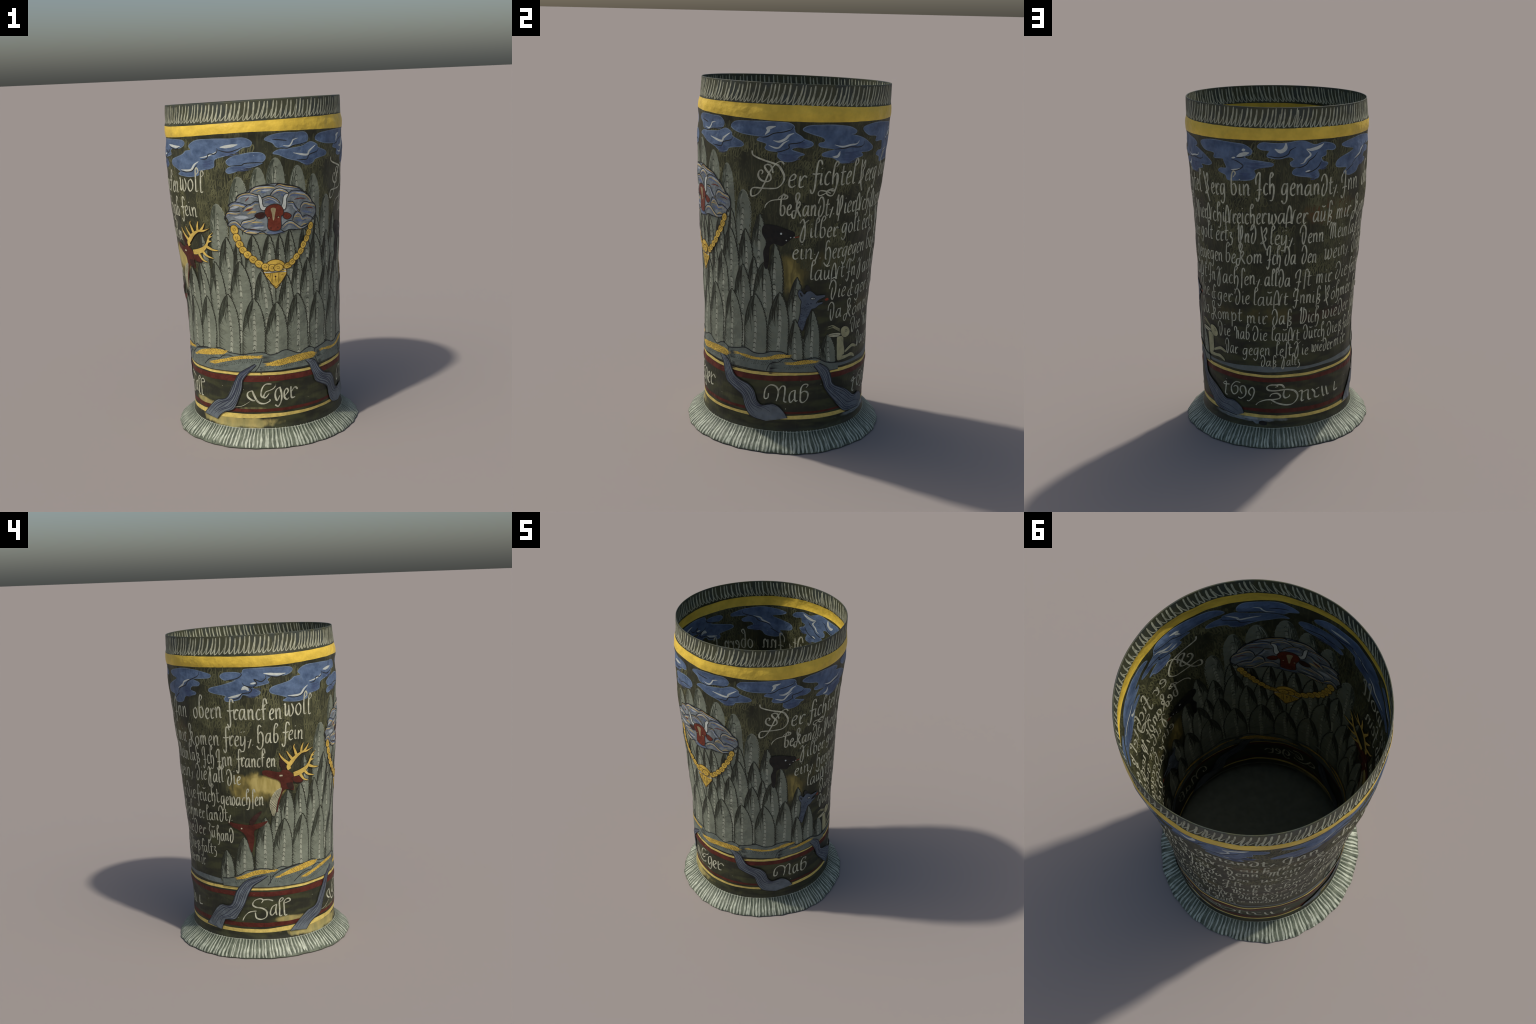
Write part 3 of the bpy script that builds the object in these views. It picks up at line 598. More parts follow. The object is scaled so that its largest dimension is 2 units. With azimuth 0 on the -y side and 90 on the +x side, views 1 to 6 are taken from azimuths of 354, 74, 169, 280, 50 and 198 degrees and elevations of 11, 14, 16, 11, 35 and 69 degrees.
HILL_GOLD = [[(-69.5, 49.3), (-59.2, 53.5), (-47.9, 55.8), (-40, 56.3), (-35.3, 55.3), (-37.8, 53.5), (-46.9, 52.3), (-60.6, 50.4)],
    [(-46.1, 46.8), (-48.8, 48.1), (-38.1, 50.7), (-26.6, 53.1), (-16.2, 53.6), (-9.8, 52.5), (-14.3, 51.9), (-24.6, 51.3), (-34.7, 49.5), (-40.8, 48.1)],
    [(-6.6, 47.9), (-1.5, 49.8), (8.3, 51.2), (18.6, 52.3), (28.2, 52.3), (31.5, 50.9), (30, 48.6), (21.9, 48.2), (10.7, 47.5), (0.3, 46.9)],
    [(37.4, 51.8), (45.1, 52.1), (54.7, 51.3), (62.2, 52.5), (68.4, 54.2), (73.2, 54.3), (76.6, 53.1), (71.9, 52.2), (64.7, 51), (58.8, 50.3), (49.5, 50), (41.6, 51.1)],
    [(74.4, 48.9), (79.2, 50), (86.5, 51), (93.1, 50.4), (95.3, 49.4), (89.1, 48.6), (81.7, 48.3), (77.8, 48.3)],
    [(-100.5, 48.9), (-95.6, 50.8), (-85.3, 54), (-77.9, 54.4), (-69.9, 53.5), (-75.5, 52.4), (-85.5, 51), (-92.1, 49.2), (-97.9, 48.2)]]
HILL_LINES = [[(-56.9, 45.1), (-50.8, 49.1), (-45.1, 50.6), (-41.2, 50.8), (-37.9, 52.7), (-33.2, 53.3), (-29.9, 52.7)],
    [(-9.3, 51.8), (-10.5, 49.3), (-12.2, 46.4), (-14.9, 43.8)],
    [(31.6, 53.9), (30.8, 50.1), (33.2, 45.8), (35.1, 42.4)],
    [(61, 44.5), (62.4, 47.5), (64.8, 49.2), (69.1, 49.8), (71.9, 51.6), (76.7, 52.3)],
    [(-74.6, 50.6), (-74.7, 45.5)],
    [(-74.2, 49.3), (-68, 52.7), (-62.7, 54.7)],
    [(-72.1, 50.2), (-76.8, 44.3)]]
HILL_HATCH = [[(-9.8, 51.8), (0.1, 51.4)], [(-11.8, 45.1), (-8.8, 45)], [(32.2, 50.9), (39.2, 52.3)], [(33.7, 44.8), (38.2, 45.8)], [(62.8, 48.4), (69.6, 48.8)], [(62, 45.4), (67.3, 45.8)]]
RIVERS = [([(-78.6, 51), (-90.7, 48.4), (-95.9, 45.7), (-101.1, 40.3), (-104.3, 33.6), (-108, 30.1), (-115.1, 30.3), (-120.1, 27.2), (-125.9, 21.2), (-132.5, 14.7)], [(-76.6, 50.3), (-82.8, 46.7), (-87.9, 43.8), (-91.8, 38.6), (-95.4, 31.5), (-99.5, 26.1), (-103.1, 21.8), (-107.7, 20.9), (-112.5, 20.3), (-115.2, 15.6), (-116.4, 13.3)]),
    ([(-14.6, 48.5), (-21.4, 45.4), (-26.3, 42.7), (-30, 37.7), (-33.9, 31.3), (-38, 26.5), (-45.9, 24.6), (-52.3, 20.4), (-57.6, 16.3), (-61.2, 13.2)], [(-13.6, 47.7), (-16.8, 45.1), (-21.2, 41.6), (-24, 38.1), (-24.9, 33.3), (-28.2, 26.6), (-30.8, 22), (-33.3, 19.6), (-38.8, 18.1), (-43.4, 15.7), (-47.1, 12.3)]),
    ([(22.9, 47.5), (25.8, 44.7), (28.3, 39.3), (30.7, 33.8), (37.4, 30.6), (43.5, 27.5), (45.3, 22.6), (47.7, 18.3), (51.6, 15.9), (61.1, 14.5)], [(26.5, 48.1), (31.6, 46.5), (34.5, 42), (38.5, 38.2), (43.3, 36.5), (49, 34.9), (52.8, 31.2), (54.5, 26.3), (58.2, 23.7), (64.7, 25.2), (69.7, 23.8), (73.7, 20.4), (76.1, 17)]),
    ([(92.8, 47.1), (96.7, 42.9), (99.8, 37.5), (102.5, 31.9), (114.3, 20.4), (120.1, 16.4), (128, 15.4), (138.7, 14.7)], [(96.9, 48.6), (103.3, 45), (106, 40), (108.2, 34.9), (119.4, 30.1), (125.1, 26.7), (129.7, 23.9), (135.9, 24.3), (140.9, 22.2), (143.6, 19.6), (144.6, 16.8)])]
D_FLOURISH = [[(49.9, 165.1), (50.4, 163), (54.1, 161.4), (62.4, 159.3), (65.2, 158.4), (67.3, 156.3), (69.2, 152.7), (68.7, 149.3), (66.1, 146.6), (62.9, 145.9), (57.1, 145.7), (51.6, 145.7), (50.1, 143.7), (50.8, 141.1), (54.7, 142.9), (57.8, 148), (60.3, 153.7), (62.5, 157.1), (65.1, 159.8), (67.4, 160.3), (68.7, 158.9)],
    [(56, 153.1), (56.8, 154.2), (56.1, 155.3), (54.5, 154.5), (54.2, 151.8), (56.4, 149.8), (59.8, 149.4), (61.7, 150.8), (61.2, 153), (58.6, 155.8), (57.8, 157.6), (59.6, 158.5), (61.7, 157.5), (62.7, 154.2)]]
B_FLOURISH = [[(58.6, 135.3), (59.5, 137.2), (62.4, 139.3), (67.3, 140.3), (71.3, 140.8), (72, 142.1), (70, 142.8), (67.6, 141.8), (66.5, 140.3)]]
CH_FLOURISH = [[(100, 153.1), (100.4, 148.6), (99.8, 144.9), (98.4, 142.3), (96.1, 142.5), (94.5, 144), (95.7, 145.5), (98.7, 146.1)],
    [(99.3, 145.3), (96.2, 145.1), (93.3, 143.3), (90.4, 142.5), (89.6, 143.8), (90.5, 145.1), (94, 144.8), (97.3, 143.5)]]
EGER = [[(-17.7, 32.3), (-20.9, 30.9), (-21.1, 28.3), (-18.1, 26.4), (-16.1, 26.2)],
    [(-17.7, 32.3), (-16.4, 29.3), (-14.6, 26.2), (-12.1, 24.5), (-8.6, 24.4), (-5.2, 26), (-5.7, 26.7)],
    [(-3.8, 36.1), (-7.8, 36.1), (-10.5, 33.6), (-11.5, 29.7), (-10.4, 27.9)],
    [(-5.6, 32.1), (-8.1, 31.3), (-9.8, 28.4), (-8.4, 27.9), (-5.7, 30.4)],
    [(-5.6, 32.1), (-2.5, 33.3), (-0.9, 34.9)],
    [(2.1, 33.8), (-0.5, 32.3), (-1.5, 28.9), (-0.4, 25.8), (1.8, 28.7)],
    [(2.1, 34), (3.1, 29.8), (2.7, 25.6), (0.4, 22.2), (-1.8, 23.3)],
    [(5.1, 27.9), (8.1, 30.7), (7.2, 32.5), (5.3, 31), (5.1, 27.5), (6.8, 25.8), (8.5, 26.7)],
    [(10.4, 33.4), (10.2, 29.6), (10.6, 26.5), (13.3, 26.6)],
    [(10.8, 30.4), (13.6, 32.6), (15.7, 31)],
    [(-30.9, 21.6), (-25.2, 22.8), (-19.7, 25.7)]]
NAB = [[(62.7, 31.1), (62.3, 28.4), (60.1, 27.8), (59.8, 30.4), (60.9, 33.9), (63.8, 36.1), (67.3, 35.7), (69.3, 33.2), (69.2, 29.8), (68.1, 26.7)],
    [(69.3, 32.4), (71.6, 35.6), (73.8, 35.1), (73.8, 30.8), (73.4, 26.9), (75.2, 26.3)],
    [(81, 33.4), (78.1, 32.1), (77, 29.1), (77.9, 26.1), (80.7, 28.6)],
    [(81, 33.4), (80.7, 29.5), (81.3, 26.9), (82.8, 27.3)],
    [(88.3, 34.7), (89.5, 36.4), (86.7, 36.7), (84.8, 34.5), (84.6, 30.7), (84.8, 26.8), (86.8, 26), (89.3, 28.2), (89.5, 31.6), (86.9, 32.7), (85, 31.5)]]
SALL = [[(-82.4, 32.8), (-81, 34.7), (-83.4, 35.6), (-87.5, 34.3), (-89.2, 31.7), (-86.8, 30), (-81.8, 29.3), (-78.7, 27.2), (-79.1, 23.8), (-82.8, 22.1), (-86.7, 23), (-87.5, 26.5)],
    [(-81.5, 34.7), (-77, 35), (-73.5, 34.1)],
    [(-97.7, 20.9), (-95.9, 23.7), (-92.6, 26.4), (-89, 27.2), (-86.5, 27.4)],
    [(-71.1, 31.6), (-74.3, 30), (-76, 26.2), (-74.5, 24.6), (-71.3, 27.7)],
    [(-70.9, 31.8), (-71.8, 27.7), (-71.2, 24.6)],
    [(-68.5, 32.6), (-65.6, 34.5), (-66.8, 35.5), (-68.7, 33.5), (-68.7, 28.3), (-68.9, 24), (-66.9, 24.2)],
    [(-64.4, 31.8), (-60.1, 33), (-61.6, 34.7), (-64.9, 33.1), (-65.1, 28.8), (-64.8, 24), (-62.9, 24.2)]]
YEAR = [[(126.2, 32.6), (129.6, 34.4), (129.1, 30.2), (128.5, 26.7), (130.5, 26.2)],
    [(126.9, 32.3), (132.7, 33.3)],
    [(141.9, 35.8), (138.1, 35.8), (134.5, 32.6), (134.6, 29.2), (136.6, 27.7), (139.5, 29.7), (139.6, 32.7), (137.4, 33.2), (136.2, 32.1)],
    [(143.3, 29), (141.8, 30.9), (142.4, 33.5), (145.1, 33.9), (146.3, 31.1), (145.4, 28), (142.1, 25.8), (139.9, 26.3)],
    [(150, 28.6), (148.3, 30.5), (149.7, 33.2), (151.7, 33.8), (152.6, 31.4), (151, 27.4), (148.4, 25), (146.9, 25.2)],
    [(129.8, 36.4), (130.1, 36.3)]]
MAIN = [[(167.5, 34.7), (169.4, 35.4), (168.4, 36.2), (163.7, 36), (161.6, 34.4), (162.8, 32.8), (167, 32.4), (171.7, 32.8), (176.4, 33), (-178.8, 31.8), (-176.3, 29), (-176.7, 26.1), (179.9, 23.4), (174.6, 23.1), (168.9, 24.4), (164.6, 26.5)],
    [(174.1, 34), (172.2, 36.1), (168.9, 36.4)],
    [(153.4, 22.7), (155.9, 24.8), (160.8, 26.4), (166, 26.7), (170.3, 27.3), (171.2, 29), (168.9, 30.7), (165.1, 30.3), (163.7, 28.6)],
    [(174.1, 32.7), (173.4, 29.8), (174.6, 27.6), (177.4, 28.3), (177.9, 29.5)],
    [(-175.3, 30.6), (-172.8, 31.1), (-173, 27.8), (-173.2, 24.6), (-171.2, 25)],
    [(-172.3, 29.8), (-168.2, 30.9), (-168.1, 27.5), (-167.5, 24.8), (-165.4, 24.9)],
    [(-165, 30.8), (-162.8, 28.7), (-162.6, 25.7), (-159.8, 25.2), (-158.7, 26.2)],
    [(-161.7, 30.2), (-158.9, 31)],
    [(-156.5, 31.3), (-156.1, 28.2), (-155, 24.8), (-153.8, 25.1)],
    [(-152.7, 30.5), (-152, 27.7), (-151.2, 25), (-149.5, 25)],
    [(-142.9, 31), (-143.5, 27.7), (-143.3, 25.5), (-139.2, 25.7)]]
# ------------------------------------------------------------------ the glass itself
beaker = bpy.data.objects.new('painted_glass_beaker', None)
bpy.context.scene.collection.objects.link(beaker)
beaker['label'] = 'tall dark olive glass beaker painted with firs, animals and white script'
beaker['category'] = 'drinking glass'


def build_wall():
    na, nz = 440, 290
    aa = np.linspace(0, 360, na, endpoint=False)
    tt = np.linspace(0, 1, nz)
    A, T = np.meshgrid(aa, tt)
    zt = rim_z(A)
    low, high = .075, 1.90
    Z = np.where(T < .9, low + (high - low) * T / .9, high + (zt - high) * (T - .9) / .1)
    V, F = [], []
    out = wall_point(A.ravel(), Z.ravel(), 0)
    inn = wall_point(A.ravel(), Z.ravel(), -THICK)
    lip = wall_point(aa, rim_z(aa), -THICK / 2) + np.array([0, 0, .0015])
    V = np.vstack([out, inn, lip]); n = na * nz
    for j in range(nz - 1):
        for i in range(na):
            a, b = j * na + i, j * na + (i + 1) % na
            c, d = b + na, a + na
            F.append((a, b, c, d)); F.append((n + b, n + a, n + d, n + c))
    top = (nz - 1) * na
    for i in range(na):
        k = (i + 1) % na
        F.append((top + i, top + k, 2 * n + k, 2 * n + i))
        F.append((2 * n + i, 2 * n + k, n + top + k, n + top + i))
        F.append((n + i, n + k, k, i))
    return make_object('glass_wall', V, F, [MAT['olive_scribbled_ground']], None, beaker)


wall = build_wall()

DEGF = math.pi / 180 * .52


def foot_surface(u, w, off):
    return foot_point(u / DEGF, -w / FOOT_LEN, off)


def build_foot():
    na, ns = 360, 26
    aa = np.linspace(0, 360, na, endpoint=False)
    ss = np.linspace(0, 1, ns)
    A, S = np.meshgrid(aa, ss)
    out = foot_point(A.ravel(), S.ravel(), 0)
    inn = foot_point(A.ravel(), S.ravel(), 0) - np.array([0, 0, .007]); inn[:, :2] *= .988
    inn[:, 2] = np.maximum(inn[:, 2], .0)
    V = np.vstack([out, inn]); n = na * ns; F = []
    for j in range(ns - 1):
        for i in range(na):
            a, b = j * na + i, j * na + (i + 1) % na
            F.append((b, a, a + na, b + na)); F.append((n + a, n + b, n + b + na, n + a + na))
    for i in range(na):
        k = (i + 1) % na
        q = (ns - 1) * na
        F.append((q + k, q + i, n + q + i, n + q + k)); F.append((i, k, n + k, n + i))
    return make_object('foot', V, F, [MAT['foot_green_enamel']], None, beaker)


foot = build_foot()


def build_floor():
    na = 180
    aa = np.linspace(0, 360, na, endpoint=False)
    V, F = [], []
    lip = foot_point(aa, np.full(na, .9), 0)
    for z, k in ((FLOOR_TOP, .985), (FLOOR_TOP - .008, .985)):
        for ring in (1.0, .66, .33):
            p = lip.copy(); p[:, :2] *= k * ring; p[:, 2] = z
            V.append(p)
        V.append(np.array([[0, 0, z]]))
    per = 3 * na + 1
    V = np.vstack(V)
    for s in (0, 1):
        o = s * per
        for r in range(2):
            for i in range(na):
                k = (i + 1) % na
                q = (o + r * na + i, o + r * na + k, o + (r + 1) * na + k, o + (r + 1) * na + i)
                F.append(q if s == 0 else q[::-1])
        for i in range(na):
            k = (i + 1) % na
            q = (o + 2 * na + i, o + 2 * na + k, o + 3 * na)
            F.append(q if s == 0 else q[::-1])
    for i in range(na):
        k = (i + 1) % na
        F.append((k, i, per + i, per + k))
    return make_object('base_plate', V, F, [MAT['base_plate_grey']], None, beaker)


FLOOR_TOP = .012
build_floor()


def foot_stripes():
    p = Piece('foot_stripe', foot, foot_surface)
    n = 152
    pale, shade = [], []
    for i in range(n):
        a = 360 / n * (i + rng.uniform(-.22, .22))
        worn = math.exp(-(((a - 312 + 180) % 360 - 180) / 26) ** 2)
        s0, s1 = rng.uniform(.07, .13), rng.uniform(.86, .96) - .2 * worn
        lean = rng.uniform(-.3, .3) + .5 * math.sin(math.radians(a * 3))
        bow = rng.uniform(-.5, .5)
        k = 12
        t = np.linspace(0, 1, k)
        aa = a + lean * t + bow * np.sin(t * math.pi) * .6 + .18 * np.sin(t * 9 + i)
        wide = rng.uniform(.0075, .0125)
        w = wide * (.32 + .68 * np.clip((t - .12) / .4, 0, 1)) * np.clip((1.03 - t) / .15, .35, 1)
        w = w * (1 + .18 * np.sin(t * 17 + i * 2))
        pale.append((np.stack([aa * DEGF, -(s0 + (s1 - s0) * t) * FOOT_LEN], -1), w))
        # dark gap beside it, deepest under the wall
        ad = a + 180 / n
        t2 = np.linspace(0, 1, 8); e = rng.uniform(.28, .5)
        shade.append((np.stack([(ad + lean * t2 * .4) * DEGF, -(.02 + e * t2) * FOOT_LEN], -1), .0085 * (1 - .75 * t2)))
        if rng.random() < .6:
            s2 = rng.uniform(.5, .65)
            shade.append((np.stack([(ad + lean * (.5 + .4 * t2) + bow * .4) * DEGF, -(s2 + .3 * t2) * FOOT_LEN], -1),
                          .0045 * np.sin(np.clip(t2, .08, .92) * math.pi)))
    ring = np.linspace(0, 360, 361)
    lip = [(np.stack([ring * DEGF, -np.full(361, .962) * FOOT_LEN], -1), .004 + .003 * np.sin(np.radians(ring * 13)))]
    thread = [(np.stack([ring * DEGF, -(.135 + .012 * np.sin(np.radians(ring * 5))) * FOOT_LEN], -1), .0022)]
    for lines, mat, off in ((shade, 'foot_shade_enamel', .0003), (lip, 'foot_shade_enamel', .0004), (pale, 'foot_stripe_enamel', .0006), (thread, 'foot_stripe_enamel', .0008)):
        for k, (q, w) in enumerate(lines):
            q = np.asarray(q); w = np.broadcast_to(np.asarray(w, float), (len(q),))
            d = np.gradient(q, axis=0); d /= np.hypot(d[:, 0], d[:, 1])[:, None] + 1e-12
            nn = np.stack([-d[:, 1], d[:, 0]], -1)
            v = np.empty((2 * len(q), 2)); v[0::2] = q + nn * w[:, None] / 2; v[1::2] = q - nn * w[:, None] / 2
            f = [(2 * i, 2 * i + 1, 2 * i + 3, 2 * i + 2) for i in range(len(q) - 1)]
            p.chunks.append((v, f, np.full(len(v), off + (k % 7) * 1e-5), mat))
    o = p.build()
    o['kind'] = 'stuff'


foot_stripes()

# ------------------------------------------------------------------ bands and lines
bands = wall
RING = np.arange(-180, 180.01, 1.0)


def ring_curve(knots):
    """Periodic height profile from (degrees, centimetres) knots plus a hand's tremor."""
    k = sorted(knots)
    a = [k[-1][0] - 360] + [q[0] for q in k] + [k[0][0] + 360]
    z = [k[-1][1]] + [q[1] for q in k] + [k[0][1]]
    return smooth_interp(RING, np.array(a, float), np.array(z, float)) * .01


def ring_band(name, mat, top, bottom, rough=.0012, seed=0, rows=2):
    zt, zb = ring_curve(top), ring_curve(bottom)
    tremor = lambda s: np.array([noise.noise((math.cos(math.radians(a)) * 9, math.sin(math.radians(a)) * 9, s)) + .5 * noise.noise((math.cos(math.radians(a)) * 30, math.sin(math.radians(a)) * 30, s)) for a in RING])
    zt = zt + rough * tremor(seed + .3); zb = zb + rough * tremor(seed + 5.1)
    p = Piece(name, bands)
    n = len(RING)
    ts = np.linspace(0, 1, rows + 1)
    v = np.vstack([np.stack([RING * DEG, zb + (zt - zb) * t], -1) for t in ts])
    f = [(j * n + i, j * n + i + 1, (j + 1) * n + i + 1, (j + 1) * n + i) for j in range(rows) for i in range(n - 1)]
    off = p._coat(v)
    p.chunks.append((v, f, np.full(len(v), off), mat))
    return p.build()


ring_band('gold_band', 'gold_enamel', [(-160, 186.3), (-80, 185.9), (-7, 188.4), (72, 189.1), (120, 187.6), (168, 186.5)],
          [(-160, 179.8), (-80, 179.6), (-7, 182.6), (72, 180.9), (168, 180.1)], .0011, 1, 7)
ring_band('yellow_line', 'yellow_line_enamel', [(-140, 42.6), (-84, 43.0), (-19, 43.2), (41, 42.8), (85, 44.1), (168, 42.3)],
          [(-140, 41.0), (-84, 41.0), (-19, 41.6), (41, 41.2), (85, 42.0), (168, 40.8)], .001, 2)
ring_band('red_line', 'red_line_enamel', [(-84, 39.9), (-20, 41.3), (41, 41.0), (85, 41.7), (168, 40.3)],
          [(-84, 37.0), (-20, 37.7), (41, 38.0), (85, 38.8), (168, 37.9)], .001, 3)
ring_band('red_line', 'red_line_enamel', [(-85, 19.7), (-20, 20.8), (37, 21.3), (81, 20.4), (130, 20.2), (168, 20.7)],
          [(-85, 16.9), (-20, 18.8), (37, 19.6), (81, 19.1), (130, 19.0), (168, 18.2)], .001, 4)
ring_band('yellow_line', 'yellow_line_enamel', [(-85, 15.5), (-55, 17.0), (-20, 17.8), (37, 18.0), (81, 18.2), (168, 16.6)],
          [(-85, 13.2), (-55, 14.0), (-20, 15.1), (37, 16.4), (81, 15.9), (168, 14.7)], .001, 5)
grey_a = np.arange(104, 262, 2.0)
strip = Piece('grey_strip', bands)
strip.fill([(a * DEG, .470 + .006 * math.sin(a * .09)) for a in grey_a] + [(a * DEG, .444 + .004 * math.sin(a * .07)) for a in grey_a[::-1]], 'grey_strip_enamel')
strip.build()


def rim_loops():
    """One continuous running loop below the lip: long slanting strokes with thin return hooks."""
    p = Piece('rim_loop', bands)
    down, back = [], []
    a = -180.0
    while a < 180 - 1.2:
        pitch = rng.uniform(2.3, 3.5)
        top = rim_z(a) - rng.uniform(.003, .014)
        bot = ring_z(a) + .004 + rng.uniform(.0, .007)
        dx = rng.uniform(1.3, 2.6)
        tall = top - bot
        rise = rng.uniform(.35, .75)
        pts = [((a + dx) * DEG, top), ((a + dx * .8) * DEG, bot + .68 * tall), ((a + dx * .38) * DEG, bot + .3 * tall), ((a + dx * .1) * DEG, bot + .07 * tall), ((a + dx * .1 + .35) * DEG, bot)]
        c = curve(pts, .007)
        down.append((c, taper(len(c), rng.uniform(.0064, .0092), .15, .12, .6)))
        pts = [((a + dx * .1 + .2) * DEG, bot + .001), ((a + dx * .1 + .7) * DEG, bot + .03 * tall), ((a + pitch * .72 + dx * .2) * DEG, bot + .22 * tall), ((a + pitch + dx * rise * .93) * DEG, bot + rise * tall)]
        c = curve(pts, .008)
        back.append((c, taper(len(c), .0052, .05, .7, .4)))
        a += pitch
    p.strokes(back, 'rim_stroke_enamel'); p.strokes(down, 'rim_stroke_enamel')
    o = p.build(); o['kind'] = 'stuff'


def ring_z(a):
    return 1.872 + .016 * math.cos(math.radians(a - 35))


rim_loops()

# ------------------------------------------------------------------ scribbled brushwork of the ground
p = Piece('ground_scribble', bands)
strokes_ = []
zrow = 1.02
while zrow < 1.79:
    a = -180 + rng.uniform(0, 4)
    while a < 180:
        hgt = rng.uniform(.036, .07); wd = rng.uniform(1.4, 3.0)
        lean = rng.uniform(-.3, .9)
        z0 = zrow + rng.uniform(-.012, .012)
        kind = rng.random()
        if kind < .55:      # looped l
            pts = [(a, z0), (a + wd * .9 + lean, z0 + hgt * .7), (a + wd * .6 + lean, z0 + hgt), (a + wd * .2, z0 + hgt * .6), (a + wd * .3, z0 + hgt * .08), (a + wd, z0)]
        elif kind < .8:     # c or o
            pts = [(a + wd * .8, z0 + hgt * .8), (a + wd * .3, z0 + hgt), (a, z0 + hgt * .5), (a + wd * .3, z0), (a + wd * .9, z0 + hgt * .3), (a + wd * .7, z0 + hgt * .75)]
        else:
            pts = [(a + wd * .4, z0 + hgt * 1.1), (a + wd * .3, z0 + hgt * .5), (a + wd * .5, z0 - hgt * .2)]
        dens = noise.noise((math.cos(math.radians(a)) * 3.2, math.sin(math.radians(a)) * 3.2, zrow * 4.2))
        if dens > -.05 + .25 * max(0, 1.25 - zrow) and z0 + hgt < 1.80 and not (-102 < a < -58 and z0 < 1.16):
            q = curve([(x * DEG, y) for x, y in pts], .009)
            strokes_.append((q, taper(len(q), rng.uniform(.0042, .0078), .3, .3, .3)))
        a += wd * rng.uniform(.55, 1.0)
    zrow += rng.uniform(.036, .05)
p.strokes(strokes_, 'ground_scribble')
p.build()['kind'] = 'stuff'

# ------------------------------------------------------------------ firs
# apex (deg, cm), foot (deg, cm), reach to the left and right (deg)
FIRS = [
    (-32, 143.2, -34, 103, 5.5, 6.5), (-17.6, 158.4, -21.4, 118, 4.4, 6.6), (-5, 163.2, -7, 128, 4.8, 6.0), (5.7, 168.1, 4.9, 130, 5.5, 6.7),
    (20.1, 163, 19.7, 130, 5.3, 6.8), (32.4, 157.3, 33.2, 121, 4.2, 6.0), (44.8, 144.4, 42.4, 114, 4.2, 5.8), (55.8, 132.1, 53.4, 100, 5.1, 5.8),
    (35.8, 133, 34.2, 110, 3.0, 5.4), (-27.3, 123.9, -29, 84, 6.4, 6.6), (-20.1, 109.8, -22.6, 76, 6.6, 8.4), (-10.1, 125.2, -12.8, 84, 5.0, 6.6),
    (.5, 125.1, -.7, 100, 5.2, 5.2), (7.2, 124.5, 6.1, 100, 3.2, 5.0), (14.3, 126.9, 14.2, 100, 4.4, 4.8), (25.6, 127.5, 26.4, 103, 6.6, 4.4),
    (34.5, 122.7, 34.5, 83, 6.8, 6.8), (46, 123.1, 45.6, 94, 5.4, 6.0), (27, 108.7, 25.8, 71, 5.9, 6.0), (11.2, 100.8, 9.8, 72, 6.5, 5.6),
    (19.6, 111.1, 18.5, 84, 5.0, 5.0), (-5.6, 104.1, -4.5, 74, 7.2, 5.4), (-20.3, 121.3, -21.4, 100, 3.4, 3.4), (44, 103.4, 42.7, 72, 6.8, 6.4),
    (51.6, 108.6, 50.3, 88, 3.8, 4.6), (58.7, 106.2, 58.1, 76, 7.6, 6.0), (65, 117, 64.3, 84, 3.4, 6.3), (-59.7, 104.6, -62.3, 76, 7.2, 7.2),
    (-50.1, 107.8, -49.6, 76, 5.9, 6.0), (-37.4, 109.3, -38.8, 78, 6.0, 7.2), (-46.1, 125.2, -46.6, 108, 4.7, 5.0), (-62.8, 86.6, -65.4, 50, 7.4, 7.8),
    (-48, 88, -51.2, 50, 7.2, 7.6), (-30, 90.3, -31.6, 50, 9.5, 7.2), (-12.4, 87.8, -15.3, 50, 8.0, 8.2), (3, 85.1, .8, 49, 7.7, 8.3),
    (18.2, 89, 17.3, 49, 8.4, 8.6), (34.8, 88.3, 33.3, 49, 6.6, 9.2), (52.2, 87.5, 51.6, 49, 7.5, 9.1), (68.6, 89.6, 68, 49, 7.2, 7.0),
    (79.3, 98.2, 76.8, 66, 4.8, 6.2), (78.9, 74.6, 79.3, 46, 4.4, 6.1), (90.4, 79.5, 90.6, 46, 5.4, 6.4), (102, 64.9, 103.6, 45, 5.6, 6.6),
    (-76.3, 88, -79.2, 52, 6.8, 6.8), (-107.5, 66.6, -108.6, 45, 6.0, 6.6), (-92.8, 75.5, -94.4, 46, 7.1, 7.6),
    (-67.5, 99, -69.5, 70, 4.2, 4.2),
]
FIRS.sort(key=lambda q: -q[1])


def bullet(d, reach, round_=False):
    t = min(1.0, d / reach)
    return (1 - (1 - t) ** 2.1) ** (.55 if round_ else .72)


